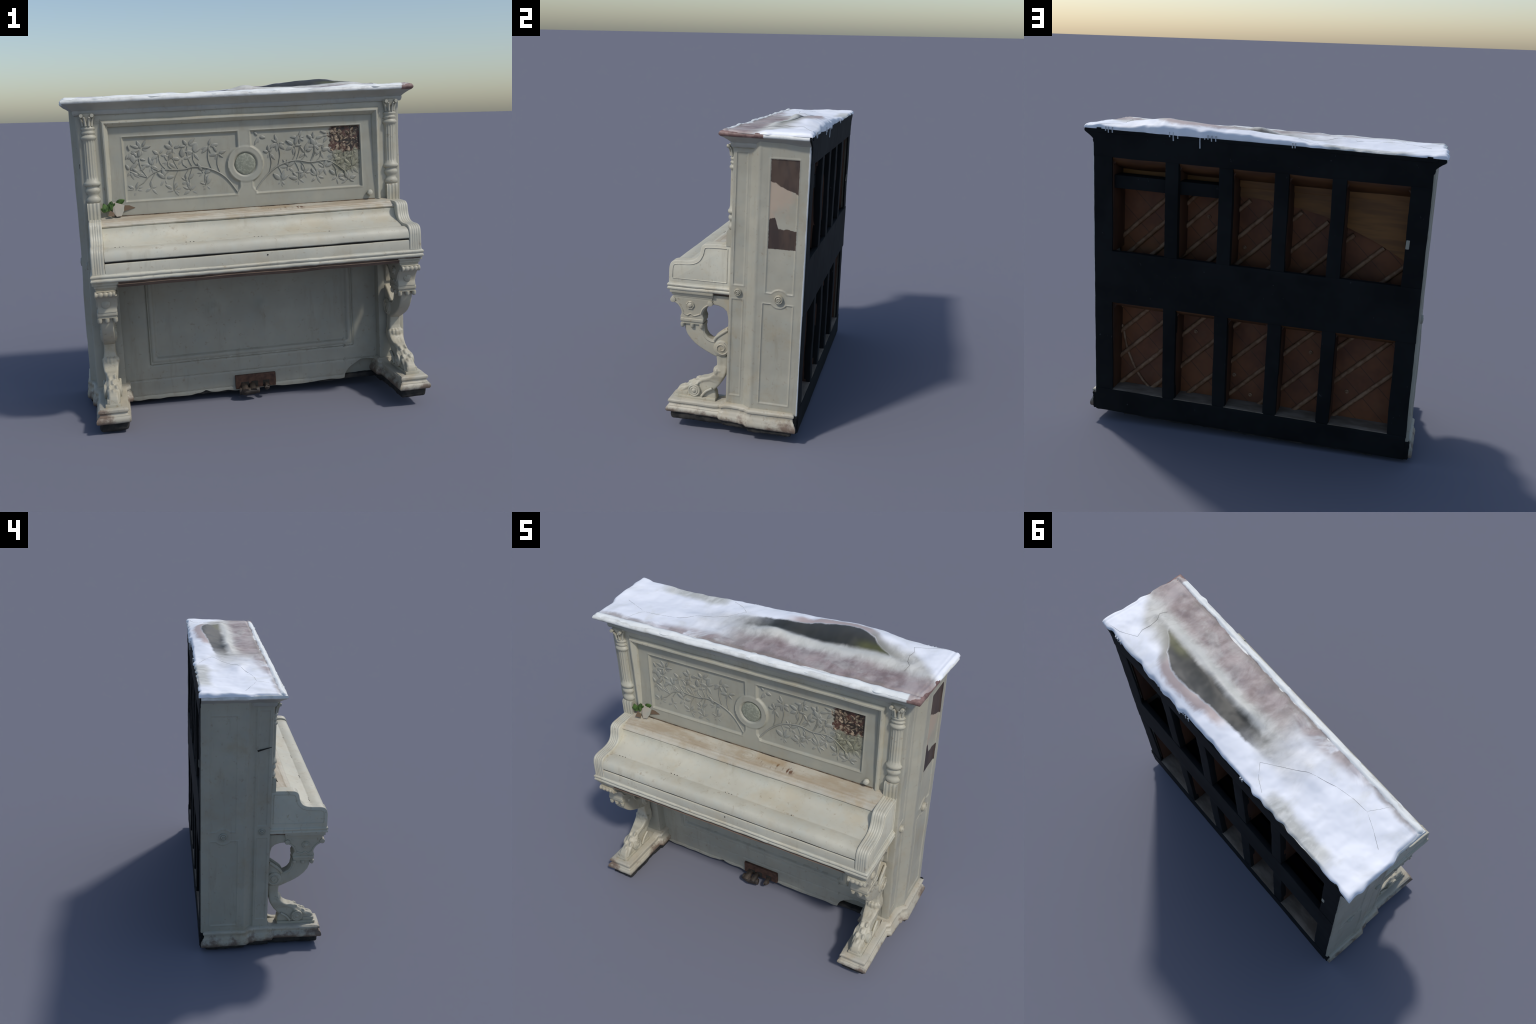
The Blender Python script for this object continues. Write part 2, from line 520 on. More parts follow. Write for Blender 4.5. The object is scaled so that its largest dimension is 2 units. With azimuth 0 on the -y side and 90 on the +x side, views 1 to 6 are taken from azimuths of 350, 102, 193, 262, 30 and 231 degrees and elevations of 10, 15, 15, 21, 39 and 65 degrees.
t = NT("honey_wood", 0.55)
g = t.noise(6, 4, 0.6, stretch=(0.5, 1, 5))
t.color(t.mix(t.ss(g, 0.35, 0.65), (0.15, 0.060, 0.011), (0.23, 0.098, 0.018)))
M_honey = t.mat
t = NT("rib_wood", 0.6)
t.color(t.mix(t.ss(t.noise(22, 3, 0.6), 0.4, 0.6), (0.19, 0.095, 0.045), (0.29, 0.17, 0.095)))
M_rib = t.mat
t = NT("dusty_sill_wood", 0.8)
t.color(t.mix(t.ss(t.noise(16, 4, 0.6, stretch=(0.4, 1, 1)), 0.35, 0.65), (0.15, 0.115, 0.080), (0.25, 0.200, 0.150)))
M_sill = t.mat
t = NT("post_flank_wood", 0.6)
t.color(t.mix(t.ss(t.noise(8, 4, 0.6, stretch=(1, 1, 0.3)), 0.35, 0.65), (0.045, 0.018, 0.009), (0.085, 0.034, 0.015)))
M_flank = t.mat

t = NT("honey_wood_darkened_as_shade", 0.6)
t.color(t.mix(t.ss(t.noise(7, 4, 0.6, stretch=(0.5, 1, 4)), 0.35, 0.65), (0.075, 0.028, 0.008), (0.12, 0.048, 0.012)))
M_head = t.mat
t = NT("rusty_iron", 0.75)
n = t.noise(26, 5, 0.65)
t.color(t.mix(t.ss(n, 0.38, 0.62), (0.050, 0.024, 0.015), (0.105, 0.052, 0.032)))
t.bump(n, 0.6, 0.004)
t.b.inputs["Metallic"].default_value = 0.15
M_rust = t.mat
t = NT("dark_pedal_iron", 0.6)
n = t.noise(18, 4, 0.6)
t.color(t.mix(t.ss(n, 0.4, 0.65), (0.020, 0.015, 0.011), (0.062, 0.046, 0.034)))
t.bump(n, 0.6, 0.005)
M_pedal = t.mat
t = NT("raw_keybed_wood", 0.8)
t.color(t.mix(t.ss(t.noise(8, 4, 0.6, stretch=(0.5, 2, 1)), 0.35, 0.65), (0.085, 0.058, 0.042), (0.16, 0.11, 0.08)))
M_raw = t.mat
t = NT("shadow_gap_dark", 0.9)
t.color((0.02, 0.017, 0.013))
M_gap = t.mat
t = NT("dark_brown_seam", 0.9)
t.color(t.mix(t.ss(t.noise(18, 4, 0.7), 0.4, 0.6), (0.05, 0.036, 0.022), (0.16, 0.12, 0.08)))
M_seam = t.mat
t = NT("dark_screw", 0.5)
t.color((0.035, 0.028, 0.02))
M_screw = t.mat
t = NT("white_paint_drip", 0.45)
t.color((0.55, 0.58, 0.60))
M_drip = t.mat

# lid: whitewash gone patchy over mauve primer, with a dark patch beside the bulge
t = NT("patchy_lid_whitewash", 0.55)
s1 = t.noise(3.2, 3, 0.5, stretch=(1.2, 0.9, 1), seed=1)
s2 = t.noise(7, 4, 0.6, stretch=(1.2, 0.8, 1), dist=0.5, seed=4)
s3 = t.noise(18, 3, 0.6, stretch=(1.3, 0.6, 1), dist=0.4, seed=7)
e = t.sub(s1, 0.5); ef = t.sub(s2, 0.5); e3 = t.sub(s3, 0.5)
WHITE = (0.90, 0.92, 0.97)
c = t.mix(t.ss(s2, 0.5, 0.8), WHITE, (0.80, 0.81, 0.81))
yn = t.add(t.add(t.y, t.mul(e, 0.14)), t.mul(ef, 0.06))
xn = t.add(t.add(t.x, t.mul(e, 0.45)), t.mul(ef, 0.25))
edge_r = t.add(t.add(t.x, t.mul(t.y, 0.9)), t.mul(ef, 0.06))
not_end = t.ss(edge_r, 1.06, 0.98)
# dirty cream spreading from the middle to the right
cream = t.mul(t.mul(t.ss(xn, -0.56, -0.05), t.ss(yn, 0.27, 0.18)), not_end)
c = t.mix(t.mul(cream, 0.95), c, t.mix(t.ss(s3, 0.30, 0.70), (0.40, 0.39, 0.35), (0.60, 0.59, 0.545)))
# mauve primer showing through towards the front right
blot = t.ss(t.noise(6.5, 4, 0.6, dist=0.6, seed=15), 0.36, 0.58)
frontrun = t.mul(t.ss(xn, -0.80, -0.30), t.ss(t.add(t.y, t.mul(e, 0.10)), 0.000, -0.060))
mau = t.mul(t.mx(t.mul(t.mul(t.ss(xn, -0.38, 0.10), t.ss(yn, 0.105, 0.030)), t.add(0.62, t.mul(blot, 0.38))), t.mul(frontrun, blot)), not_end)
mtone = t.mix(t.ss(s2, 0.33, 0.66), (0.225, 0.160, 0.155), (0.42, 0.34, 0.33))
mtone = t.mix(t.mul(t.ss(s3, 0.4, 0.7), 0.35), mtone, (0.48, 0.42, 0.40))
c = t.mix(t.mul(mau, 0.92), c, mtone)
# pale fold between mauve and dark patch
pale = t.mul(t.band(t.add(t.y, t.mul(e, 0.05)), 0.095, 0.140, 0.025), t.band(t.x, 0.0, 0.74, 0.10))
c = t.mix(t.mul(pale, 0.75), c, (0.58, 0.585, 0.54))
# grime inside the front rim
grime = t.mul(t.band(t.add(t.y, t.mul(ef, 0.07)), -0.10, -0.066, 0.018), t.ss(t.noise(5, 3, 0.6, stretch=(1, 0.5, 1), seed=8), 0.36, 0.56))
c = t.mix(t.mul(grime, 0.75), c, (0.22, 0.185, 0.165))
# grey streaks along the back left
gl = t.mul(t.band(t.add(t.x, t.mul(e3, 0.06)), -0.78, -0.36, 0.06), t.ss(t.add(t.add(t.y, t.mul(e3, 0.03)), t.mul(ef, 0.06)), 0.265, 0.315))
c = t.mix(t.mul(gl, 0.85), c, t.mix(t.ss(s3, 0.35, 0.65), (0.44, 0.44, 0.39), (0.64, 0.64, 0.59)))
# dark patch in front of the crest: sharp along the crest, soft towards the player
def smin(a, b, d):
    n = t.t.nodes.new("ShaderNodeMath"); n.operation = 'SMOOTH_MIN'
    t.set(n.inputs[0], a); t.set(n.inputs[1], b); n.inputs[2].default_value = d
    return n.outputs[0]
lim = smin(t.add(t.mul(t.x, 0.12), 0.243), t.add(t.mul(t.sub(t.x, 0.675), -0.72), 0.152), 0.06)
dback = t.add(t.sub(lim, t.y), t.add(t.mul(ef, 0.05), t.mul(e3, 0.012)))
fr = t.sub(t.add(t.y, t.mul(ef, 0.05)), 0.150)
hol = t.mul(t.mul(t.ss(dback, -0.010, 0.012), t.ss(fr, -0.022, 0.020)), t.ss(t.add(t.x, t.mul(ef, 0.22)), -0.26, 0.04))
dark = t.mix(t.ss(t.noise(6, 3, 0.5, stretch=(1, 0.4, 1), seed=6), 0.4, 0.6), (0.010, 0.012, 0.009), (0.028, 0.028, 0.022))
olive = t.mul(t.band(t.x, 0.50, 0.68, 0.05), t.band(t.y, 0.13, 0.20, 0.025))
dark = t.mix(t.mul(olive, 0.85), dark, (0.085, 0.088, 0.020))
# pink stain behind the crest and a painted blurred shadow, the grey smear beside it
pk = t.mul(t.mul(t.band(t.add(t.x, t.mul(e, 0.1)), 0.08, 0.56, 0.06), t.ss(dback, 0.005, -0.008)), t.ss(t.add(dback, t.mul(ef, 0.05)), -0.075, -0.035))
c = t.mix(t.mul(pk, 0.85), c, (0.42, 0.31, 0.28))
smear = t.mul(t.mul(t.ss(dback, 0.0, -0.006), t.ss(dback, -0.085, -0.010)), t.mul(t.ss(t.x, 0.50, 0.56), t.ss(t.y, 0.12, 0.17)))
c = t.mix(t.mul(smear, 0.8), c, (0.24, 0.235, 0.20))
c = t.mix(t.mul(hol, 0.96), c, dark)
# wavy white band along the front rim, cream line along the right rim
rimb = t.mul(t.ss(t.add(t.add(t.y, t.mul(ef, 0.02)), t.mul(e3, 0.012)), -0.086, -0.093), t.ss(t.x, 0.895, 0.885))
c = t.mix(rimb, c, (0.80, 0.82, 0.80))
t.color(c)
t.bump(s3, 0.08, 0.003)
M_lid = t.mat

def corn_extra(t, c):
    ef = t.sub(t.noise(14, 4, 0.6, seed=4), 0.5)
    rim = t.ss(t.add(t.z, t.mul(ef, 0.006)), 1.671, 1.676)
    wh = t.mix(t.ss(t.noise(12, 4, 0.6), 0.4, 0.7), (0.80, 0.81, 0.78), (0.60, 0.60, 0.56))
    c = t.mix(rim, c, wh)
    mv = t.mul(t.mul(t.ss(t.x, 0.883, 0.888), t.ss(t.add(t.y, t.mul(ef, 0.02)), 0.117, 0.112)), t.ss(t.z, 1.666, 1.670))
    br = t.mix(t.ss(t.noise(16, 3, 0.6, seed=5), 0.4, 0.62), (0.15, 0.085, 0.075), (0.27, 0.17, 0.15))
    return t.mix(mv, c, br)
M_corn = paint("whitewashed_cornice_paint", (0.38, 0.37, 0.325), warm=0.3, chips=0.2, extra=corn_extra)

def leafgreen(name, a, b):
    t = NT(name, 0.5)
    t.color(t.mix(t.ss(t.noise(40, 3, 0.6), 0.4, 0.6), a, b))
    tr = t.t.nodes.new("ShaderNodeBsdfTranslucent")
    tr.inputs[0].default_value = (b[0], b[1], b[2], 1)
    mx = t.t.nodes.new("ShaderNodeMixShader"); mx.inputs[0].default_value = 0.25
    t.t.links.new(t.b.outputs[0], mx.inputs[1]); t.t.links.new(tr.outputs[0], mx.inputs[2])
    t.t.links.new(mx.outputs[0], t.out.inputs[0])
    return t.mat
M_green = leafgreen("plant_leaf_green", (0.035, 0.085, 0.015), (0.10, 0.19, 0.04))
t = NT("brown_bark_shard", 0.8); t.color((0.13, 0.085, 0.05)); M_shard = t.mat
t = NT("torn_paper", 0.7); t.color(t.mix(t.ss(t.noise(20, 3, 0.5), 0.4, 0.6), (0.33, 0.32, 0.26), (0.38, 0.335, 0.27))); M_paper = t.mat
t = NT("clay_pot", 0.8); t.color(t.mix(t.ss(t.noise(30, 3, 0.5), 0.4, 0.6), (0.34, 0.22, 0.15), (0.46, 0.36, 0.28))); M_clay = t.mat

# ================================================================== CASE SIDES
def sd_box(y, z, y0, y1, z0, z1):
    return np.minimum(np.minimum(y - y0, y1 - y), np.minimum(z - z0, z1 - z))

def side_relief(Y, Z, t0=0.040):
    """outer half-width of the case: narrower front pilaster, a slanted throat, wider rear part"""
    X = 0.886 + 0.036 * np.clip((Y - t0) / 0.046, 0, 1)
    X += 0.002 * np.exp(-((Y - 0.036) / 0.006) ** 2) + 0.002 * np.exp(-((Y - 0.096) / 0.008) ** 2)
    # rear upper and lower fields with notches round the rosette
    ry, rz = 0.230, 0.797
    rr = np.hypot(Y - ry, Z - rz)
    up = np.minimum(sd_box(Y, Z, 0.152, 0.308, 0.828, 1.566), rr - 0.052)
    lo = np.minimum(sd_box(Y, Z, 0.140, 0.310, 0.176, 0.766), rr - 0.052)
    f = np.maximum(up, lo)
    X -= 0.003 * sstep(-0.002, 0.004, f)
    X += 0.003 * np.exp(-(f / 0.004) ** 2)
    # pilaster fields
    r2 = np.hypot(Y + 0.009, Z - 0.806)
    pu = np.minimum(sd_box(Y, Z, -0.040, 0.022, 0.845, 1.585), r2 - 0.036)
    pl_ = np.minimum(sd_box(Y, Z, -0.045, 0.020, 0.188, 0.765), r2 - 0.036)
    g = np.maximum(pu, pl_)
    X -= 0.003 * sstep(-0.002, 0.004, g)
    X += 0.0025 * np.exp(-(g / 0.004) ** 2)
    P = np.stack([Y.ravel(), Z.ravel(), np.zeros(Y.size)], 1)
    X += (0.0022 * vnoise(P, 5, 3) + 0.0012 * vnoise(P, 17, 4)).reshape(Y.shape)
    # rounded front and back arrises
    X -= 0.010 * np.clip(1 - (Y + 0.062) / 0.008, 0, 1) ** 2
    X -= 0.008 * np.clip(1 - (0.3655 - Y) / 0.006, 0, 1) ** 2
    return X

ys = np.linspace(-0.062, 0.3655, 120)
zs = np.linspace(0.085, 1.668, 400)
def make_rosette(name, y, z, sx, r, x, parent):
    def rm(rad, h, a):
        k = rad / r
        lobes = 0.5 + 0.5 * math.cos(5 * a)
        return rad * (1 + (0.10 * lobes if 0.25 < k < 0.75 else 0))
    prof = [(r, -0.010), (r, 0.003), (r * 0.94, 0.010), (r * 0.80, 0.0125), (r * 0.66, 0.010), (r * 0.60, 0.0075),
            (r * 0.52, 0.0125), (r * 0.36, 0.0145), (r * 0.24, 0.010), (r * 0.18, 0.012), (r * 0.05, 0.0145)]
    prof = [(a, x * sx + b * sx) for a, b in prof]
    return lathe(name, prof, (0, y, z), 'x', M_side, parent, sides=30, rmod=rm)

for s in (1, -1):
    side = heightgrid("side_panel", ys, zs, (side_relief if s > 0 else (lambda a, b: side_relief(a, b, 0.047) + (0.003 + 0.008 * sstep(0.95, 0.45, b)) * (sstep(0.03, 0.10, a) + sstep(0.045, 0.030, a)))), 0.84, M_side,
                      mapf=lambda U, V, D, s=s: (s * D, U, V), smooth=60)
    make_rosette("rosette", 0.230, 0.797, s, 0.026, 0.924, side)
    make_rosette("rosette", -0.009, 0.806, s, 0.021, 0.887, side)
    # inner pilaster beside the lower panel, and the upper stile behind the column
    box("pilaster", *sorted((s * 0.737, s * 0.872)), -0.060, 0.04, 0.06, 0.80, M_low, side, bev=0.006, wob=0.0015)
    box("stile", *sorted((s * 0.731, s * 0.876)), -0.0615, 0.03, 0.80, 1.66, M_paint, side, bev=0.004, wob=0.0012)
    # splash panel on the front edge of the pilaster
# dark gash on the left flank
gash = [(-0.888, 0.030, 1.335), (-0.889, 0.006, 1.342), (-0.889, -0.030, 1.352), (-0.889, -0.052, 1.358)]
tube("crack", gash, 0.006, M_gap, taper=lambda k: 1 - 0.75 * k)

# ================================================================== CORNICE AND LID
corn_prof = [(-0.045, 1.612), (0.000, 1.612), (0.004, 1.620), (0.006, 1.630), (0.004, 1.635), (0.008, 1.640),
             (0.020, 1.650), (0.036, 1.661), (0.048, 1.668), (0.056, 1.674), (0.0585, 1.681), (0.056, 1.689),
             (0.050, 1.695), (0.040, 1.698), (-0.045, 1.698)]
cpath = [(-0.918, 0.364), (-0.918, 0.110), (-0.897, 0.050), (-0.899, -0.072), (0.897, -0.070), (0.917, 0.364)]
sweep("cornice", cpath, corn_prof, lambda a, b, h: (a, b, h), M_corn, side=1, step=0.012, wob=0.0022, fine=0.0018, seed=21)
box("frieze", -0.80, 0.80, -0.063, 0.0, 1.565, 1.64, M_paint, bev=0.002, wob=0.001)

LX, LY0, LY1 = 0.968, -0.122, 0.373
def lid_h(X, Y):
    P = np.stack([X.ravel(), Y.ravel(), np.zeros(X.size)], 1)
    n1 = vnoise(P * [1, 1.6, 1], 5, 31).reshape(X.shape)
    n2 = vnoise(P, 16, 32).reshape(X.shape)
    n3 = vnoise(P, 45, 33).reshape(X.shape)
    h = 1.706 + 0.0035 * n1 + 0.0034 * n2 + 0.0007 * n3
    # long swelling near the back, highest towards the right: crest height along x
    amp = np.interp(X, [-0.45, -0.2, 0.0, 0.17, 0.30, 0.40, 0.52, 0.62, 0.72, 0.80, 0.92], [0, 0.010, 0.027, 0.035, 0.047, 0.055, 0.058, 0.048, 0.033, 0.018, 0.004])
    yc = 0.285 + 0.008 * np.sin(X * 7) - 0.03 * sstep(0.55, 0.75, X)
    wf = 0.105 + 0.050 * sstep(0.35, 0.62, X)
    up = np.exp(-((yc - Y) / wf) ** 2)
    dn = np.exp(-((yc - Y) / 0.115) ** 2)
    h += amp * np.where(Y > yc, dn, up)
    # a low second fold in front of it
    h += (0.008 + 0.010 * np.exp(-((X - 0.12) / 0.22) ** 2)) * np.exp(-((Y - 0.118 - 0.01 * np.sin(9 * X)) / 0.03) ** 2) * sstep(-0.2, 0.1, X) * sstep(0.95, 0.7, X)
    # sagging left half with a raised rim at the end
    h -= 0.009 * sstep(-0.15, -0.35, X) * sstep(-0.88, -0.75, X) * np.exp(-((Y - 0.20) / 0.13) ** 2)
    h += 0.006 * sstep(-0.88, -0.95, X) * sstep(0.02, 0.2, Y)
    h += 0.016 * np.exp(-((X - 0.03) / 0.08) ** 2 - ((Y - 0.145) / 0.06) ** 2) + 0.017 * np.exp(-((X + 0.39) / 0.09) ** 2 - ((Y - 0.10) / 0.06) ** 2)
    h -= 0.008 * np.exp(-((X - 0.22) / 0.07) ** 2 - ((Y - 0.085) / 0.04) ** 2)
    h -= 0.009 * np.exp(-((X - 0.68) / 0.08) ** 2 - ((Y - 0.05) / 0.05) ** 2)
    h += 0.006 * sstep(0.82, 0.92, X) * sstep(0.0, 0.15, Y)
    # fall to the rims
    h -= 0.016 * np.clip(1 - (Y - LY0) / 0.022, 0, 1) ** 2
    h -= 0.010 * np.clip(1 - (LY1 - Y) / 0.016, 0, 1) ** 2
    h -= 0.016 * np.clip(1 - (LX - np.abs(X)) / 0.020, 0, 1) ** 2
    # shallow gutter inside the front and right rims
    h -= 0.005 * np.exp(-((Y + 0.085) / 0.008) ** 2)
    h -= 0.004 * np.exp(-((0.945 - X) / 0.006) ** 2)
    return h
lx = np.linspace(-LX, LX, 330)
ly = np.linspace(LY0, LY1, 110)
def lid_map(U, V, D):
    P = np.stack([U.ravel(), V.ravel(), np.zeros(U.size)], 1)
    ed = np.clip(1 - np.minimum(LX - np.abs(U), np.minimum(V - LY0, LY1 - V)) / 0.02, 0, 1)
    j = (0.008 * vnoise(P, 24, 41) + 0.005 * vnoise(P, 9, 43)).reshape(U.shape) * ed
    bulge = 0.008 * np.exp(-((U - 0.45) / 0.16) ** 2) * sstep(0.33, LY1, V)
    k = np.where(U > 0, 0.976 + 0.029 * (V - LY0) / (LY1 - LY0), 0.984 + 0.026 * sstep(0.04, 0.12, V))
    tip = -0.003 * sstep(-0.94, LX * -1, U) * sstep(-0.08, LY0, V)
    return (U * k + tip + j * np.sign(U) * (np.abs(U) > 0.94), V + j + bulge, D)
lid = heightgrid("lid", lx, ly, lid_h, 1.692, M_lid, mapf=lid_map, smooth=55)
def hairline(pts):
    q = [tuple(np.array(a) + (np.array(b) - np.array(a)) * k / 8) for a, b in zip(pts[:-1], pts[1:]) for k in range(8)] + [pts[-1]]
    A = np.array(q)
    z = lid_h(A[:, 0], A[:, 1])
    tube("hairline_crack", [(x, y, float(zz)) for (x, y), zz in zip(q, z)], 0.0006, M_gap, lid, sides=5)
hairline([(-0.88, 0.108), (-0.79, 0.06), (-0.709, 0.024), (-0.62, 0.03), (-0.52, 0.05), (-0.38, 0.11), (-0.27, 0.19), (-0.194, 0.254)])
hairline([(-0.709, 0.024), (-0.74, -0.03), (-0.76, -0.075)])
hairline([(0.757, 0.293), (0.775, 0.25), (0.768, 0.20), (0.778, 0.152), (0.80, 0.12), (0.79, 0.08)])
hairline([(0.757, 0.293), (0.85, 0.345), (0.94, 0.365)])
hairline([(-0.194, 0.254), (-0.25, 0.31), (-0.32, 0.345)])

# ================================================================== UPPER FRONT
fr_prof = [(0.0, -0.045), (0.0, -0.058), (0.004, -0.066), (0.010, -0.070), (0.013, -0.077), (0.020, -0.083),
           (0.027, -0.082), (0.031, -0.074), (0.036, -0.070), (0.038, -0.060), (0.038, -0.045)]
sweep("frame_moulding", [(-0.729, 1.070), (-0.729, 1.545), (0.729, 1.545), (0.729, 1.070)], fr_prof,
      lambda a, b, h: (a, h, b), M_paint, side=-1, step=0.02, wob=0.0018, fine=0.0006, seed=11)

def panel_depth(X, Z):
    Y = -0.0525 - 0.041 * np.clip(1.487 - Z, 0, 0.40)
    f = sd_box(X, Z, -0.657, 0.657, 1.146, 1.486)
    r = np.hypot(X, Z - 1.309)
    bw = 0.037 + 0.020 * sstep(1.185, 1.148, Z)
    keep = np.minimum(np.abs(X) - bw, r - 0.100)
    f = np.minimum(f, keep)
    Y += 0.0105 * sstep(-0.003, 0.005, f)
    Y -= 0.0025 * np.exp(-((f + 0.003) / 0.004) ** 2)
    # medallion ring and its hollow
    Y -= 0.003 * sstep(0.104, 0.092, r) * sstep(0.060, 0.070, r)
    Y += 0.008 * sstep(0.066, 0.060, r)
    P = np.stack([X.ravel(), Z.ravel(), np.zeros(X.size)], 1)
    Y += (0.0015 * vnoise(P, 5, 51) + 0.0005 * vnoise(P, 22, 52)).reshape(X.shape)
    return Y
px = np.linspace(-0.735, 0.735, 300)
pz = np.linspace(1.055, 1.552, 130)
panel = heightgrid("carved_panel", px, pz, panel_depth, -0.01, M_panel, mapf=lambda U, V, D: (U, D, V), smooth=60)
def med_mod(r, h, a):
    return r
med = lathe("medallion", [(0.0585, -0.040), (0.0585, -0.050), (0.0565, -0.0545), (0.050, -0.0565), (0.030, -0.0585), (0.002, -0.060)],
            (0, -0.0035, 1.309), 'y', M_medal, panel, sides=60)
bm = bmesh.new(); bm.from_mesh(med.data)
bmesh.ops.subdivide_edges(bm, edges=list(bm.edges), cuts=2, use_grid_fill=True)
bm.to_mesh(med.data); bm.free()
wobble(med.data, 0.0016, 55, 61, 0.0)
med.data.polygons.foreach_set("use_smooth", [True] * len(med.data.polygons))

# carved vine: two curving stems with side twigs and clusters of pointed leaves
stemL = [(-0.045, 1.150), (-0.111, 1.241), (-0.185, 1.289), (-0.273, 1.310), (-0.337, 1.300), (-0.396, 1.300), (-0.458, 1.304), (-0.515, 1.283), (-0.560, 1.240)]
stemR = [(0.050, 1.160), (0.112, 1.233), (0.194, 1.292), (0.289, 1.311), (0.369, 1.297), (0.454, 1.303), (0.509, 1.280), (0.566, 1.234)]
clL = [(-0.619, 1.406), (-0.560, 1.422), (-0.576, 1.371), (-0.512, 1.328), (-0.392, 1.412), (-0.312, 1.424), (-0.281, 1.386), (-0.343, 1.351),
       (-0.197, 1.414), (-0.146, 1.372), (-0.585, 1.297), (-0.422, 1.346), (-0.469, 1.385), (-0.235, 1.275), (-0.520, 1.208),
       (-0.602, 1.205), (-0.442, 1.255), (-0.328, 1.235), (-0.397, 1.190), (-0.308, 1.184), (-0.223, 1.208), (-0.627, 1.306)]
clR = [(0.084, 1.452), (0.189, 1.411), (0.140, 1.362), (0.310, 1.436), (0.282, 1.392), (0.393, 1.421), (0.339, 1.350), (0.430, 1.356), (0.237, 1.279),
       (0.197, 1.203), (0.330, 1.241), (0.299, 1.207), (0.445, 1.262), (0.402, 1.215), (0.517, 1.208), (0.583, 1.189), (0.546, 1.395), (0.603, 1.430),
       (0.612, 1.350), (0.562, 1.305), (0.606, 1.262), (0.503, 1.335), (0.486, 1.444), (0.398, 1.385)]
def YP(z):
    return -0.0435 - 0.041 * (1.487 - z)
for stem in (stemL, stemR):
    pts = [(x, YP(z) - 0.001, z) for x, z in catmull(stem, 8)]
    tube("vine_stem", pts, 0.0042, M_leaf, panel, sides=8, taper=lambda k: 1.15 - 0.6 * k)
# twigs from the nearest stem point
twigs = []
for cl, stem in ((clL, stemL), (clR, stemR)):
    sp = catmull(stem, 8)
    for (x, z) in cl:
        j = min(range(len(sp)), key=lambda k: abs(sp[k][0] - x * 0.93) + abs(sp[k][1] - z))
        a = sp[j]
        if math.hypot(a[0] - x, a[1] - z) < 0.13:
            mid = ((a[0] + x) / 2 + 0.012 * (1 if x > 0 else -1), (a[1] + z) / 2)
            pts = [(p[0], YP(p[1]), p[1]) for p in catmull([a, mid, (x, z)], 4)]
            tube("vine_twig", pts, 0.0024, M_leaf, panel, sides=6)
# leaf mesh: pointed oval, domed, closed below
def leaf_mesh(name, fat=0.20, dome=0.13):
    n, m = 9, 7
    verts, faces = [], []
    for i in range(n):
        t_ = i / (n - 1)
        w = fat * (math.sin(math.pi * min(t_ ** 0.75, 1)) ** 0.8 if 0 < t_ < 1 else 0) + 0.012
        for j in range(m):
            v = -1 + 2 * j / (m - 1)
            hgt = dome * (1 - v * v) * (0.55 + 0.45 * math.sin(math.pi * t_)) - 0.035 * math.exp(-(v / 0.22) ** 2)
            verts.append((t_, -hgt, v * w))
    for i in range(n - 1):
        for j in range(m - 1):
            a = i * m + j
            faces.append((a, a + 1, a + m + 1, a + m))
    k = len(verts)
    verts += [(v[0], 0.10, v[2]) for v in verts]
    for i in range(n - 1):
        for j in range(m - 1):
            a = k + i * m + j
            faces.append((a, a + m, a + m + 1, a + 1))
    rim = [i * m for i in range(n)] + [(n - 1) * m + j for j in range(1, m)] + [i * m + m - 1 for i in range(n - 2, -1, -1)] + [j for j in range(m - 2, 0, -1)]
    for q in range(len(rim)):
        a, b = rim[q], rim[(q + 1) % len(rim)]
        faces.append((a, b, k + b, k + a))
    me = fix_normals(pymesh(name, verts, faces))
    me.polygons.foreach_set("use_smooth", [True] * len(me.polygons))
    me.set_sharp_from_angle(angle=math.radians(60))
    me.materials.append(M_leaf)
    return me
lmA, lmB = leaf_mesh("leaf"), leaf_mesh("leaf_broad", 0.27, 0.16)
R = random.Random(5)
for cl in (clL, clR):
    for (x, z) in cl:
        n = R.choice((5, 6, 6, 7))
        a0 = R.uniform(0, 6.28)
        for k in range(n):
            for attempt in range(6):
                a = a0 + k * 2 * math.pi / n + R.uniform(-0.55, 0.55) + attempt * 0.7
                L = R.uniform(0.028, 0.052) * (1 - 0.08 * attempt)
                rr = R.uniform(0.002, 0.016)
                tx, tz = x + (L + rr) * math.cos(a), z + (L + rr) * math.sin(a)
                ok = -0.652 < tx < 0.653 and 1.152 < tz < 1.483 and math.hypot(tx, tz - 1.309) > 0.103 and abs(tx) > 0.045
                if ok:
                    break
            if not ok:
                continue
            ob = bpy.data.objects.new("leaf", R.choice((lmA, lmA, lmB)))
            bpy.context.scene.collection.objects.link(ob)
            ob.parent = panel
            ob.matrix_local = Matrix.Translation((x + rr * math.cos(a), YP(z) + 0.0008, z + rr * math.sin(a))) @ \
                Matrix.Rotation(0.041, 4, 'X') @ Matrix.Rotation(-a, 4, 'Y') @ Matrix.Rotation(R.uniform(-0.06, 0.10), 4, 'Z') @ Matrix.Diagonal((L, R.uniform(0.020, 0.030), L * R.uniform(0.8, 1.15), 1))
lathe("knob", [(0.009, -0.045), (0.009, -0.060), (0.0155, -0.064), (0.0165, -0.072), (0.013, -0.081), (0.003, -0.084)], (0.698, -0.012, 1.108), 'y', M_key, panel, sides=24)

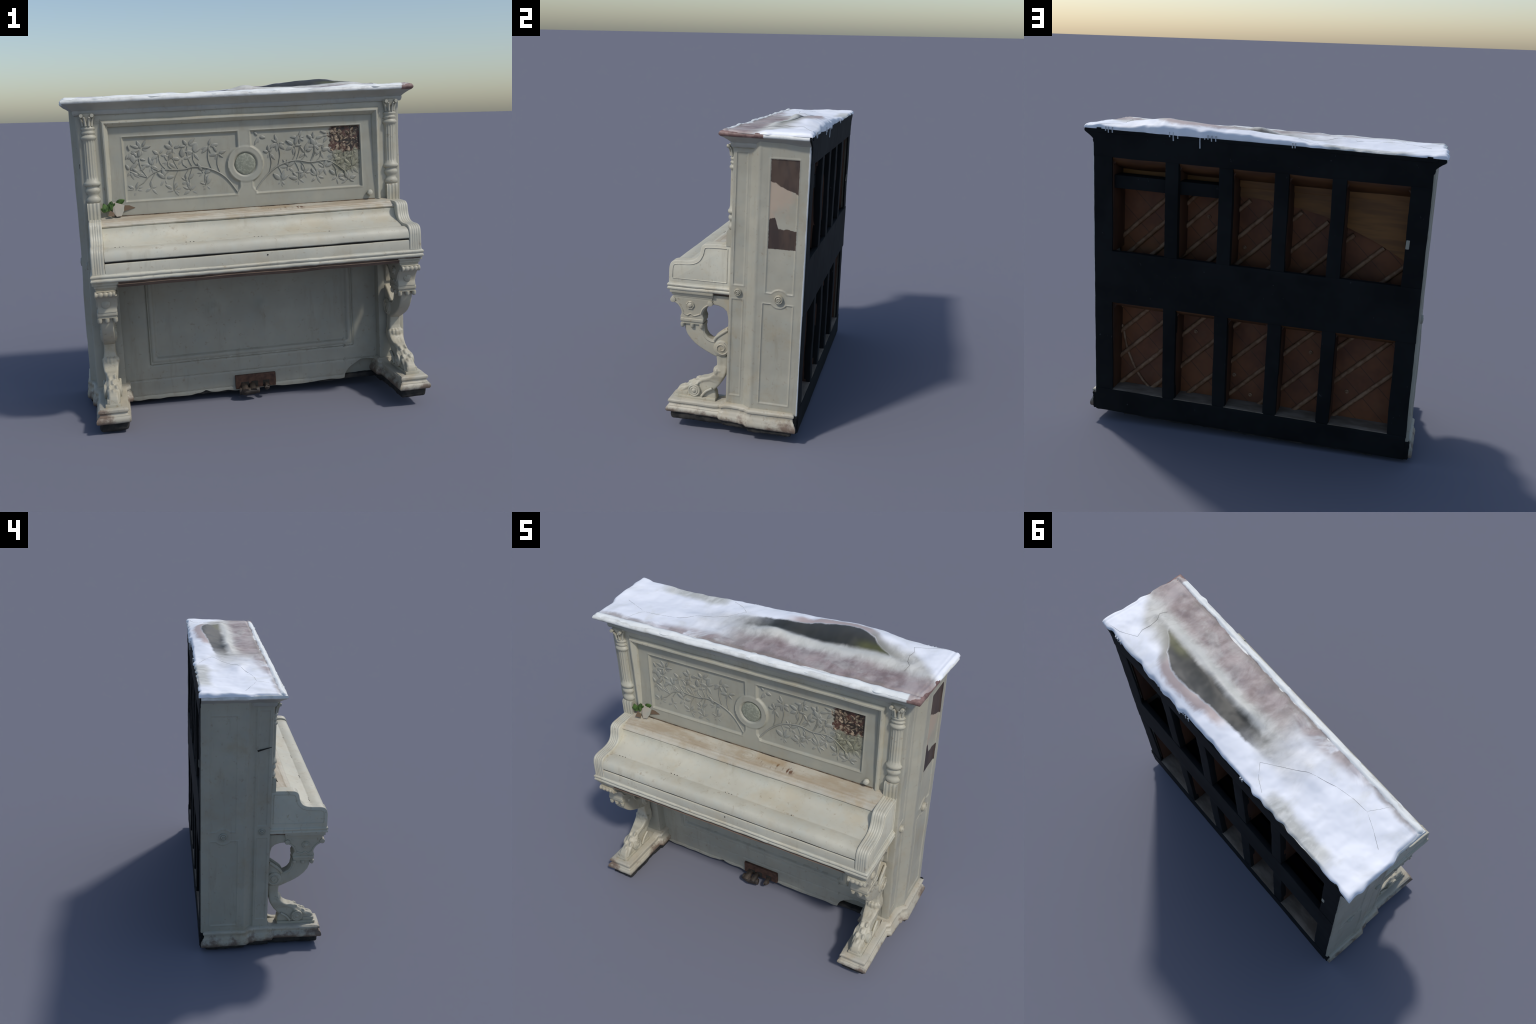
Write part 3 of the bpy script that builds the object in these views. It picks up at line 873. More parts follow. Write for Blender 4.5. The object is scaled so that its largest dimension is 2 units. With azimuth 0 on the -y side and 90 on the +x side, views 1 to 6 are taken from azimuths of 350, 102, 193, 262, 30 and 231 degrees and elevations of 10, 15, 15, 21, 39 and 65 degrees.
# ================================================================== COLUMNS
def column(cx):
    c = (cx, -0.060, 0)
    def flute(r, h, a):
        if 1.282 < h < 1.478:
            return r * (1 - 0.10 * (0.5 + 0.5 * math.cos(14 * a)) ** 1.5)
        return r
    prof = [(0.028, 1.150), (0.033, 1.154), (0.037, 1.162), (0.037, 1.172), (0.031, 1.180), (0.026, 1.188), (0.0265, 1.196), (0.033, 1.204),
            (0.038, 1.214), (0.037, 1.224), (0.030, 1.231), (0.029, 1.238), (0.041, 1.244), (0.043, 1.252), (0.041, 1.260), (0.034, 1.266),
            (0.0325, 1.280), (0.0325, 1.2825), (0.0325, 1.32), (0.0325, 1.37), (0.032, 1.42), (0.032, 1.4775), (0.032, 1.480),
            (0.036, 1.486), (0.040, 1.492), (0.040, 1.499), (0.034, 1.504), (0.030, 1.510), (0.035, 1.517), (0.036, 1.523), (0.030, 1.528),
            (0.030, 1.534), (0.036, 1.540), (0.036, 1.546), (0.028, 1.552), (0.027, 1.562), (0.029, 1.580), (0.034, 1.600), (0.040, 1.614), (0.040, 1.620), (0.026, 1.624)]
    # densify the shaft
    pr = []
    for a, b in zip(prof[:-1], prof[1:]):
        k = max(1, int(abs(b[1] - a[1]) / 0.012))
        for q in range(k):
            pr.append((a[0] + (b[0] - a[0]) * q / k, a[1] + (b[1] - a[1]) * q / k))
    pr.append(prof[-1])
    col = lathe("column", pr, c, 'z', M_paint, sides=84, rmod=flute, wob=0.0012, smooth=60)
    for v in col.data.vertices:
        v.co.y = -0.060 + (v.co.y + 0.060) * (0.72 if 1.275 < v.co.z < 1.4805 else 0.78)
        v.co.x = cx + (v.co.x - cx) * 1.04
    # reeded plinth
    def rx(x, y, z):
        u = (x - cx) / 0.034
        k = 0.003 * (0.5 - 0.5 * math.cos(u * 3.5 * math.pi)) if y < -0.085 else 0
        return (x, y + k, z)
    extrude_x("plinth", [(-0.050, 1.056), (-0.092, 1.056), (-0.092, 1.100), (-0.092, 1.138), (-0.086, 1.150), (-0.050, 1.152)], cx - 0.034, cx + 0.034,
              M_paint, col, step=0.003, xf=rx, wob=0.0008)
    # acanthus leaves and corner scrolls of the capital
    for a in (-150, -110, -70, -30):
        an = math.radians(a)
        d = Vector((math.cos(an), math.sin(an), 0))
        base = Vector((cx, -0.060, 1.556)) + d * 0.026
        pts = [base, base + d * 0.004 + Vector((0, 0, 0.022)), base + d * 0.011 + Vector((0, 0, 0.040)), base + d * 0.018 + Vector((0, 0, 0.044))]
        tube("acanthus_leaf", [tuple(p) for p in catmull([tuple(p) for p in pts], 4)], 0.0075, M_paint, col, sides=8, taper=lambda k: 1.0 - 0.45 * k)
    for dx in (-0.028, 0.028):
        lathe("volute", [(0.009, -0.010), (0.010, -0.004), (0.010, 0.004), (0.009, 0.010)], (cx + dx, -0.094, 1.609), 'y', M_paint, col, sides=16)
    return col
for s in (1, -1):
    column(s * 0.832)

# ================================================================== KEYBOARD BLOCK
shelf = [(-0.030, 1.072), (-0.066, 1.0705), (-0.100, 1.064), (-0.125, 1.0625), (-0.150, 1.0585), (-0.1525, 1.0545), (-0.159, 1.0535), (-0.165, 1.0545), (-0.170, 1.0520), (-0.1725, 1.0480),
         (-0.178, 1.0472), (-0.188, 1.047), (-0.197, 1.042), (-0.2005, 1.036), (-0.198, 1.030), (-0.190, 1.0275), (-0.150, 1.026), (-0.030, 1.026)]
extrude_x("music_shelf", shelf, -0.798, 0.798, M_shelf, wob=0.0018, fine=0.0010, step=0.012, seed=15)
fall = [(-0.100, 1.028), (-0.190, 1.0275)] + catmull([(-0.195, 1.022), (-0.199, 1.003), (-0.212, 0.981), (-0.236, 0.963), (-0.272, 0.950), (-0.308, 0.941),
        (-0.323, 0.9365), (-0.334, 0.938), (-0.360, 0.9395), (-0.384, 0.9365), (-0.401, 0.929), (-0.411, 0.916), (-0.417, 0.899), (-0.4185, 0.884)], 3) + \
       [(-0.416, 0.8795), (-0.405, 0.8785), (-0.300, 0.878), (-0.100, 0.878)]
extrude_x("fallboard", fall, -0.7965, 0.7965, M_key, wob=0.0016, fine=0.0005, step=0.015, seed=16, smooth=30)
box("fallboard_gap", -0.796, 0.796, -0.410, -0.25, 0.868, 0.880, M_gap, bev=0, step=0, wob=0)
extrude_x("keyslip", [(-0.300, 0.868), (-0.412, 0.870), (-0.4165, 0.867), (-0.418, 0.862), (-0.4185, 0.826), (-0.418, 0.815), (-0.300, 0.815)], -0.7965, 0.7965,
          M_key, wob=0.0014, fine=0.0006, seed=17)
box("seam", -0.730, 0.730, -0.0735, -0.05, 1.066, 1.0735, M_seam, bev=0, step=0.03, wob=0.001)
# screw holes along the hinge and one in the keyslip
for cxs in (-0.72, -0.358, 0.0, 0.384):
    for k in (-0.022, 0.0, 0.018):
        if cxs > 0.2 and k:
            continue
        lathe("screw", [(0.0026, 0.930), (0.0026, 0.9392), (0.0016, 0.9400)], (cxs + k + 0.003, -0.323, 0), 'z', M_screw, sides=10)
lathe("screw", [(0.004, -0.40), (0.004, -0.4192), (0.002, -0.4196)], (0.03, 0, 0.853), 'y', M_screw, sides=10)

# cheeks with reeded tops
ctop = [(-0.060, 1.0625), (-0.130, 1.062), (-0.195, 1.060), (-0.214, 1.056), (-0.228, 1.046), (-0.2355, 1.028), (-0.240, 1.005), (-0.248, 0.985), (-0.262, 0.968),
        (-0.285, 0.957), (-0.320, 0.952), (-0.365, 0.951), (-0.392, 0.946), (-0.408, 0.934), (-0.4165, 0.912), (-0.419, 0.885), (-0.4195, 0.820)]
top = catmull(ctop, 6)
def cheek(s):
    xa, xb = 0.7975, 0.864
    nx = 34
    T = [np.array(p) for p in top]
    N = []
    for i in range(len(T)):
        d = T[min(i + 1, len(T) - 1)] - T[max(i - 1, 0)]
        d /= np.linalg.norm(d)
        N.append(np.array([-d[1], d[0]]) * -1)
    # normals must point out of the block (up / towards the player)
    if N[0][1] < 0:
        N = [-n for n in N]
    verts, faces = [], []
    xs = np.linspace(xa, xb, nx)
    for i, (p, n) in enumerate(zip(T, N)):
        for x in xs:
            u = (x - xa) / (xb - xa)
            e = min(u, 1 - u)
            k = -0.004 * (1 - min(e / 0.06, 1)) ** 2
            if 0.14 < u < 0.86:
                k -= 0.0017 * (0.5 - 0.5 * math.cos((u - 0.14) / 0.72 * 4 * 2 * math.pi))
            q = p + n * k
            verts.append((s * x, q[0], q[1]))
    m = nx
    for i in range(len(T) - 1):
        for j in range(m - 1):
            a = i * m + j
            faces.append((a, a + 1, a + m + 1, a + m))
    # flanks and underside
    nT = len(T)
    k0 = len(verts)
    verts += [(s * xa, -0.06, 0.815), (s * xb, -0.06, 0.815), (s * xa, -0.4195, 0.815), (s * xb, -0.4195, 0.815)]
    L = [i * m for i in range(nT)]; Rr = [i * m + m - 1 for i in range(nT)]
    faces.append(tuple(L + [k0 + 2, k0])); faces.append(tuple(reversed(Rr + [k0 + 3, k0 + 1])))
    faces.append(tuple([k0, k0 + 1] + list(reversed(range(m)))))
    faces.append(tuple([(nT - 1) * m + j for j in range(m)] + [k0 + 3, k0 + 2]))
    faces.append((k0, k0 + 2, k0 + 3, k0 + 1))
    me = fix_normals(pymesh("cheek", verts, faces))
    ob = finish("cheek", me, M_key, smooth=50, wob=0.0014, seed=18 + s)
    # raised border round the flank
    ins = []
    for p, n in zip(T[::3], N[::3]):
        q = p - n * 0.021
        if q[0] > -0.400 and q[1] > 0.846:
            ins.append((s * 0.864, q[0], q[1]))
    ins = [p for p in ins if p[1] < -0.082]
    path = [(s * 0.864, -0.082, 0.845)] + [(s * 0.864, -0.082, ins[0][2])] + ins + [(s * 0.864, -0.396, 0.845), (s * 0.864, -0.082, 0.845)]
    tube("bead", path, 0.0032, M_key, ob, sides=6)
    return ob
for s in (1, -1):
    cheek(s)

# keybed with its stepped moulding
kb = [(-0.010, 0.779), (0.000, 0.777), (0.005, 0.781), (0.0065, 0.787), (0.004, 0.793), (0.001, 0.796), (0.003, 0.799), (0.006, 0.803), (0.0065, 0.809),
      (0.003, 0.814), (-0.001, 0.816), (-0.003, 0.822), (-0.010, 0.823), (-0.05, 0.823), (-0.05, 0.779)]
sweep("keybed_moulding", [(-0.868, -0.06), (-0.868, -0.419), (0.868, -0.419), (0.868, -0.06)], kb, lambda a, b, h: (a, b, h), M_key, side=1,
      step=0.012, wob=0.0014, fine=0.0010, seed=23)
box("keybed", -0.862, 0.862, -0.412, 0.0, 0.768, 0.817, M_raw, bev=0.004, wob=0.004, seed=24, fine=0.001)
# unlit raw rail sagging under the keybed front
extrude_x("keybed_rail", [(-0.400, 0.775), (-0.420, 0.764), (-0.404, 0.747), (-0.30, 0.734), (-0.20, 0.734), (-0.20, 0.775)], -0.74, 0.74, M_raw, wob=0.005, seed=25)

# ================================================================== LEGS
def spiral(cy, cz, x, r0, r1, turns, a0, n=40, d=1):
    return [(x, cy + (r0 + (r1 - r0) * k / n) * math.cos(a0 + d * turns * 2 * math.pi * k / n),
             cz + (r0 + (r1 - r0) * k / n) * math.sin(a0 + d * turns * 2 * math.pi * k / n)) for k in range(n + 1)]

def leg(s):
    def X(a, b):
        return tuple(sorted((s * a, s * b)))
    xc = s * 0.8085
    e = bpy.data.objects.new("leg", None)
    bpy.context.scene.collection.objects.link(e)
    e.parent = root
    # stepped cap under the keybed
    box("cap", *X(0.735, 0.870), -0.412, -0.158, 0.760, 0.782, M_leg, e, bev=0.004, wob=0.001)
    box("cap", *X(0.744, 0.860), -0.404, -0.160, 0.745, 0.764, M_leg, e, bev=0.004, wob=0.001)
    box("cap", *X(0.749, 0.855), -0.396, -0.165, 0.732, 0.750, M_leg, e, bev=0.004, wob=0.001)
    # capital block: flares to volutes at both ends
    cap = [(-0.395, 0.735), (-0.375, 0.700), (-0.352, 0.665), (-0.344, 0.640), (-0.343, 0.605), (-0.220, 0.605), (-0.221, 0.640), (-0.213, 0.665), (-0.192, 0.695), (-0.172, 0.735)]
    outline_x("capital", [catmull(cap, 4, True)], *X(0.754, 0.852), M_leg, e, bev=0.005)
    for (vy, vz, r) in ((-0.396, 0.714, 0.0165), (-0.176, 0.711, 0.0165)):
        def rm(rad, h, a):
            return rad * (1 + 0.05 * math.cos(h * 420))
        lathe("volute", [(r * 0.5, -0.052), (r * 0.95, -0.050), (r, -0.044), (r * 0.74, -0.036), (r, -0.028), (r, -0.018), (r * 0.74, -0.010), (r, -0.002), (r, 0.006), (r * 0.74, 0.014), (r, 0.022), (r, 0.030),
                         (r * 0.74, 0.036), (r, 0.043), (r * 0.95, 0.050), (r * 0.5, 0.052)], (xc, vy, vz), 'x', M_leg, e, sides=22)
    for fx in (0.755, 0.851):
        o = 1 if fx > 0.8 else -1
        # side rosette, scroll bands and beads below it
        prof = [(0.025, 0.0), (0.025, 0.005), (0.021, 0.009), (0.016, 0.007), (0.012, 0.012), (0.005, 0.014), (0.001, 0.014)]
        lathe("rosette", [(a, s * (fx + o * b)) for a, b in prof], (0, -0.293, 0.690), 'x', M_leg, e, sides=24,
              rmod=lambda r, h, a: r * (1 + (0.12 * math.cos(6 * a) if 0.008 < r < 0.023 else 0)))
        for pts in ([(-0.390, 0.706), (-0.365, 0.692), (-0.345, 0.668), (-0.332, 0.640)], [(-0.180, 0.704), (-0.205, 0.688), (-0.222, 0.668), (-0.232, 0.640)],
                    [(-0.330, 0.640), (-0.310, 0.628), (-0.290, 0.640), (-0.270, 0.628), (-0.236, 0.640)]):
            tube("scroll_band", [(s * (fx + o * 0.001), y, z) for y, z in catmull(pts, 5)], 0.0055, M_leg, e, sides=7)
    # frontal half-round shield on the capital
    lathe("boss", [(0.022, -0.335), (0.022, -0.352), (0.014, -0.357), (0.002, -0.358)], (xc, 0, 0.656), 'y', M_leg, e, sides=20)
    # necking and drops
    box("necking", *X(0.753, 0.857), -0.350, -0.214, 0.590, 0.612, M_leg, e, bev=0.006, seg=3, wob=0.0012)
    box("necking", *X(0.758, 0.852), -0.344, -0.219, 0.577, 0.592, M_leg, e, bev=0.003, wob=0.0012)
    for fx in (0.766, 0.8085, 0.846):
        for fy in (-0.338, -0.280, -0.226):
            if fx == 0.8085 and fy != -0.338:
                continue
            lathe("drop", [(0.002, 0.552), (0.008, 0.555), (0.0125, 0.563), (0.0125, 0.579)], (s * fx, fy, 0), 'z', M_leg, e, sides=14)
    # S-shaped upper arm running back into the scroll and up to the pilaster
    arm = [(-0.328, 0.580), (-0.326, 0.545), (-0.313, 0.512), (-0.290, 0.482), (-0.262, 0.456), (-0.228, 0.434), (-0.195, 0.417), (-0.170, 0.405), (-0.142, 0.392),
           (-0.100, 0.400), (-0.060, 0.410), (-0.055, 0.576), (-0.075, 0.555), (-0.100, 0.535), (-0.128, 0.514), (-0.135, 0.496), (-0.150, 0.490), (-0.170, 0.495), (-0.190, 0.508),
           (-0.205, 0.530), (-0.213, 0.580)]
    outline_x("scroll_arm", [arm], *X(0.777, 0.842), M_leg, e, bev=0.008)
    # inner lip following the hole
    for fx in (0.780, 0.839):
        tube("scroll_band", [(s * fx, y, z) for y, z in catmull([(-0.226, 0.575), (-0.216, 0.526), (-0.196, 0.496), (-0.168, 0.481), (-0.145, 0.480)], 5)], 0.0065, M_leg, e, sides=8)
        tube("scroll_band", [(s * fx, y, z) for y, z in catmull([(-0.150, 0.488), (-0.138, 0.508), (-0.110, 0.532), (-0.070, 0.562)], 5)], 0.010, M_leg, e, sides=8)
    # bracket web under the keybed, behind the capital
    web = [(-0.172, 0.760), (-0.176, 0.715), (-0.160, 0.704), (-0.130, 0.701), (-0.100, 0.690), (-0.080, 0.672), (-0.072, 0.640), (-0.068, 0.590), (-0.055, 0.590), (-0.055, 0.760)]
    outline_x("bracket", [web], *X(0.780, 0.847), M_leg, e, bev=0.006)
    # scroll eye
    cy, cz = -0.103, 0.447
    for fx, o in ((0.774, -1), (0.845, 1)):
        lathe("scroll", [(0.049, s * fx - o * s * 0.020), (0.049, s * fx), (0.045, s * (fx + o * 0.004)), (0.004, s * (fx + o * 0.005))], (0, cy, cz), 'x', M_leg, e, sides=32)
        tube("scroll_band", spiral(cy, cz, s * (fx + o * 0.004), 0.044, 0.006, 1.7, 1.2, 44, -1), 0.0055, M_leg, e, sides=7)
    # lower S and the paw
    low = [(-0.140, 0.405), (-0.135, 0.372), (-0.134, 0.342), (-0.141, 0.310), (-0.154, 0.284), (-0.173, 0.266), (-0.194, 0.255), (-0.220, 0.252), (-0.244, 0.240), (-0.260, 0.229),
           (-0.283, 0.214), (-0.298, 0.200), (-0.323, 0.188), (-0.347, 0.182), (-0.363, 0.170), (-0.372, 0.152), (-0.378, 0.128), (-0.130, 0.128), (-0.134, 0.160), (-0.146, 0.184),
           (-0.132, 0.197), (-0.112, 0.220), (-0.096, 0.245), (-0.082, 0.270), (-0.074, 0.300), (-0.070, 0.340), (-0.068, 0.400)]
    def wid(y, z):
        zt = np.interp(y, [-0.378, -0.364, -0.349, -0.300, -0.262, -0.222, -0.175, -0.150], [0.16, 0.185, 0.196, 0.214, 0.244, 0.268, 0.280, 0.31])
        k = np.clip((zt - z) / 0.055, 0, 1)
        tp = np.where((y < -0.205), 0.60 + 0.40 * k, 1.0)
        return tp * (0.78 + 0.32 * np.exp(-((z - 0.280) / 0.035) ** 2) * (y > -0.25) + 0.08 * np.clip((0.25 - z) / 0.1, 0, 1))
    bits = [outline_x("paw_shin", [low], *X(0.770, 0.849), M_leg, e, bev=0.010, width=wid, wob=0.003)]
    # knee: fleshy acanthus roll over the shin
    for dx in (-0.024, 0.0, 0.024):
        pts = catmull([(-0.114, 0.310), (-0.134, 0.276), (-0.170, 0.250), (-0.213, 0.235), (-0.248, 0.212), (-0.280, 0.186)], 5)
        bits.append(tube("acanthus_leaf", [(xc + dx * (1 - 0.35 * k / len(pts)), y, z) for k, (y, z) in enumerate(pts)], 0.019, M_leg, e, sides=10, wob=0.003,
                         taper=lambda k: 1.05 - 0.55 * k))
    # scalloped cuff above the knee
    for k in range(5):
        u = -1 + 2 * k / 4
        bits.append(lathe("cuff_lobe", [(0.002, 0.276), (0.011, 0.284), (0.0135, 0.298), (0.012, 0.312), (0.004, 0.320)], (xc + 0.034 * u, -0.132 - 0.012 * (1 - u * u), 0), 'z', M_leg, e, sides=14))
    # ragged leaf tips running down over the paw
    for (y0, z0, y1, z1, dx, rr) in ((-0.222, 0.256, -0.262, 0.246, -0.014, 0.012), (-0.225, 0.258, -0.258, 0.250, 0.016, 0.012), (-0.256, 0.240, -0.292, 0.226, 0.002, 0.013),
                                     (-0.282, 0.222, -0.312, 0.212, -0.018, 0.011), (-0.285, 0.222, -0.316, 0.208, 0.020, 0.011), (-0.310, 0.206, -0.345, 0.194, 0.0, 0.012),
                                     (-0.240, 0.236, -0.275, 0.205, -0.036, 0.010), (-0.240, 0.236, -0.275, 0.205, 0.036, 0.010)):
        bits.append(tube("leaf_tip", [(xc + dx * 0.8, y0, z0 - 0.024), (xc + dx, (y0 + y1) / 2, (z0 + z1) / 2 - 0.014), (xc + dx * 1.1, y1, z1 - 0.016)], rr, M_leg, e, sides=10, wob=0.002,
                         taper=lambda k: 1.0 - 0.45 * k))
    for dx in (-0.03, 0.03):
        bits.append(tube("claw", [(xc + dx * 0.8, y, z - 0.004) for y, z in catmull([(-0.232, 0.228), (-0.268, 0.208), (-0.308, 0.184), (-0.338, 0.160), (-0.356, 0.136)], 4)], 0.010, M_leg, e, sides=8, wob=0.003))
    fuse("paw_shin", bits, M_leg, e, 0.0035, 3, wob=0.0010)
    for fx, o in ((0.769, -1), (0.850, 1)):
        lathe("rosette", [(a, s * (fx + o * b)) for a, b in [(0.038, -0.01), (0.037, 0.003), (0.032, 0.006), (0.026, 0.003), (0.021, 0.007), (0.014, 0.005), (0.009, 0.010), (0.001, 0.011)]],
              (0, -0.260, 0.171), 'x', M_leg, e, sides=26, wob=0.001)
        tube("scroll_band", [(s * fx, y, z) for y, z in catmull([(-0.152, 0.196), (-0.190, 0.172), (-0.215, 0.140)], 4)], 0.008, M_leg, e, sides=7)
    # toe blocks
    box("toe", *X(0.774, 0.853), -0.380, -0.130, 0.112, 0.134, M_leg, e, bev=0.004, wob=0.002)
    box("toe", *X(0.783, 0.844), -0.372, -0.300, 0.125, 0.158, M_leg, e, bev=0.008, wob=0.002)
    return e
for s in (1, -1):
    leg(s)

# ================================================================== BASE
bprof = [(-0.030, 0.036), (0.002, 0.037), (0.013, 0.041), (0.018, 0.049), (0.0185, 0.060), (0.015, 0.069), (0.009, 0.0735), (0.0085, 0.077), (0.003, 0.080),
         (0.000, 0.086), (0.000, 0.092), (0.002, 0.096), (0.0065, 0.098), (0.0075, 0.104), (0.0065, 0.110), (0.001, 0.1145), (-0.008, 0.1175), (-0.030, 0.119)]
def base_map(s):
    # the plinth is a little taller towards the back
    def f(a, b, h):
        k = sstep(-0.12, -0.05, np.array(b))
        return (s * a, b, h + (0.020 * float(k) * sstep(0.06, 0.10, np.array(h)) - 0.012 * float(sstep(-0.2, 0.3, np.array(b))) * float(sstep(0.09, 0.05, np.array(h)))))
    return f
for s in (1, -1):
    fp = [(0.744, -0.399), (0.884, -0.399), (0.884, -0.092), (0.906, -0.080), (0.909, 0.028), (0.918, 0.040), (0.918, 0.060), (0.941, 0.084), (0.941, 0.345),
          (0.722, 0.345), (0.722, -0.072), (0.744, -0.084)]
    b = sweep("base", fp, bprof, base_map(s), M_base, closed=True, side=1, step=0.014, wob=0.0022, fine=0.0012, seed=33 + s)
    box("plinth_cap", *sorted((s * 0.742, s * 0.882)), -0.396, -0.05, 0.075, 0.1165, M_base, b, bev=0.002, wob=0.001)
    box("plinth_cap", *sorted((s * 0.722, s * 0.900)), -0.075, 0.09, 0.075, 0.135, M_base, b, bev=0.002, wob=0.001)
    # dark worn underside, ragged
    box("sole", *sorted((s * 0.725, s * 0.912)), -0.075, 0.10, -0.005, 0.06, M_under, b, bev=0.022, seg=4, wob=0.004, fine=0.003, step=0.012, scale=12)
    box("sole", *sorted((s * 0.735, s * 0.943)), 0.085, 0.335, (-0.002 if s > 0 else 0.002), 0.06, M_under, b, bev=0.018, seg=4, wob=0.004, fine=0.004, step=0.012, scale=12)
    box("sole", *sorted((s * 0.738, s * 0.888)), -0.395, -0.02, -0.008, 0.06, M_under, b, bev=0.024, seg=4, wob=0.004, fine=0.003, step=0.012, scale=12)

# ================================================================== LOWER PANEL
lxs = np.linspace(-0.745, 0.745, 260)
lzs = np.linspace(0.0, 1.0, 150)
def low_bottom(x):
    n = vnoise(np.stack([x.ravel(), x.ravel() * 0, x.ravel() * 0], 1), 18, 71).reshape(x.shape)
    zb = 0.016 + 0.005 * n
    zb = zb + 0.012 * np.exp(-((x + 0.29) / 0.02) ** 2)
    arch = 0.105 * np.sqrt(np.clip((x - 0.535) / 0.10, 0, 1))
    return zb + arch
def low_map(U, V, D):
    zb = low_bottom(U)
    Z = zb + V * (0.775 - zb)
    return (U, D, Z)
def low_depth(U, V):
    zb = low_bottom(U)
    Z = zb + V * (0.775 - zb)
    f = sd_box(U, Z, -0.594, 0.594, 0.212, 0.83)
    Y = np.zeros_like(U)
    Y -= 0.006 * sstep(-0.002, 0.004, f) * sstep(0.040, 0.030, f)
    Y += 0.010 * sstep(0.034, 0.042, f)
    Y += 0.005 * np.exp(-((f - 0.010) / 0.0035) ** 2) + 0.005 * np.exp(-((f + 0.003) / 0.0035) ** 2)
    Y += 0.005 * np.exp(-((Z - 0.126) / 0.0028) ** 2)
    Y += 0.003 * np.exp(-((Z - 0.036) / 0.003) ** 2) - 0.003 * sstep(0.036, 0.03, Z)
    P = np.stack([U.ravel(), Z.ravel(), np.zeros(U.size)], 1)
    Y += (0.002 * vnoise(P, 5, 73) + 0.0007 * vnoise(P, 25, 74)).reshape(U.shape)
    Y -= 0.020 * np.exp(-((U + 0.22) ** 2 + (Z - 0.49) ** 2) / 0.045 ** 2) + 0.018 * np.exp(-((U - 0.06) ** 2 + (Z - 0.49) ** 2) / 0.04 ** 2)
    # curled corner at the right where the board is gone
    Y += 0.05 * sstep(0.09, 0.0, Z - 0.03) * sstep(0.56, 0.63, U) * 0
    return Y
lowp = heightgrid("knee_panel", lxs, lzs, low_depth, 0.03, M_low, mapf=low_map, smooth=55)
box("hollow_lining", 0.53, 0.745, 0.045, 0.07, 0.03, 0.20, M_low, lowp, bev=0, step=0, wob=0)
box("floor_board", -0.745, 0.745, 0.012, 0.36, 0.006, 0.030, M_under, lowp, bev=0.004, wob=0.004, fine=0.004, step=0.02, scale=12)

# pedal plate and worn pedals
plate = outline_x("pedal_plate", [[(0.0, 0), (1, 0), (1, 1), (0, 1)]], 0, 1, M_rust, bev=0.01)
bpy.data.objects.remove(plate)
pp = box("pedal_plate", -0.119, 0.117, -0.016, 0.004, 0.022, 0.102, M_rust, bev=0.004, wob=0.001, step=0.012, fine=0.001)
for (xa, xb) in ((-0.088, -0.040), (-0.028, 0.012), (0.040, 0.078)):
    box("slot", xa, xb, -0.0175, -0.012, 0.026, 0.062, M_gap, pp, bev=0.003, step=0, wob=0)
for xx, ln, rr in ((-0.070, 0.080, 0.020), (-0.024, 0.076, 0.019), (0.058, 0.030, 0.012)):
    pts = catmull([(xx, 0.01, 0.038), (xx, -0.03, 0.038), (xx, -0.055, 0.030), (xx, -ln, 0.020)], 5)
    tube("pedal", pts, rr, M_pedal, pp, sides=14, wob=0.006, taper=lambda k: 0.85 + 0.35 * k)
tube("pedal_bar", [(-0.100, -0.055, 0.020), (-0.05, -0.068, 0.020), (0.008, -0.056, 0.020)], 0.020, M_pedal, pp, sides=12, wob=0.006)

# ================================================================== BACK
YB = 0.3715
bf = bpy.data.objects.new("post_frame", None)
bpy.context.scene.collection.objects.link(bf); bf.parent = root
for (z0, z1, dy) in ((1.541, 1.690, 0.0), (0.706, 1.011, 0.0005), (0.019, 0.159, 0.001)):
    rl = box("rail", -0.917, 0.917, (0.357 if z0 < 0.5 or z0 > 1.2 else 0.340), YB + dy, z0, z1, M_black, bf, bev=0.003, wob=0.0015, fine=0.0010, step=0.02, seed=int(z0 * 100))
    box("rail_core", -0.87, 0.87, 0.250, 0.360, z0 + 0.001, (0.149 if z0 < 0.1 else 0.90 if z0 < 1 else z1 - 0.001), M_black, rl, bev=0.002, wob=0.0008, step=0.05)
# thin top ledge line
box("rail", -0.930, 0.930, 0.36, YB + 0.003, 1.672, 1.691, M_black, bf, bev=0.002, wob=0.0010, step=0.03)
posts = [(0.810, 0.917), (0.427, 0.501), (0.123, 0.199), (-0.182, -0.106), (-0.485, -0.411), (-0.917, -0.810)]
for i, (a, b) in enumerate(posts):
    for (z0, z1) in ((0.150, 0.715), (1.002, 1.550)):
        box("post", a, b, (0.330 if abs(a) < 0.7 else 0.358), YB - 0.0025, z0, z1, M_black, bf, bev=0.003, wob=0.0025, fine=0.0008, step=0.02, seed=40 + i)
        box("post_core", max(a, -0.87) + 0.001, min(b, 0.87) - 0.001, 0.17, 0.345, z0, z1, M_flank, bf, bev=0.002, wob=0.001, step=0)
for s in (1, -1):      # black end grain of the plinth
    box("rail", *sorted((s * 0.90, s * 0.938)), 0.345, YB - 0.002, 0.022, 0.126, M_black, bf, bev=0.006, wob=0.004, fine=0.003, step=0.01, scale=14)
for s in (1, -1):
    n_ = len(corn_prof)
    vv = [(s * ((0.9150 if s > 0 else 0.9185) + o * 0.94), yv, h) for yv in (0.3645, YB) for (o, h) in corn_prof]
    ff = [tuple(range(n_)), tuple(n_ + k for k in reversed(range(n_)))] + [(k, (k + 1) % n_, n_ + (k + 1) % n_, n_ + k) for k in range(n_)]
    finish("cornice_end", fix_normals(pymesh("cornice_end", vv, ff)), M_black, bf, smooth=30)
# sills
for (z, ) in ((0.1595,), (1.0112,)):
    for a, b in zip(posts[:-1], posts[1:]):
        if z < 0.5:
            box("sill", b[1] - 0.004, a[0] + 0.004, 0.235, 0.3700, z - 0.012, z + 0.0015, M_sill, bf, bev=0.001, wob=0.001, step=0.03)
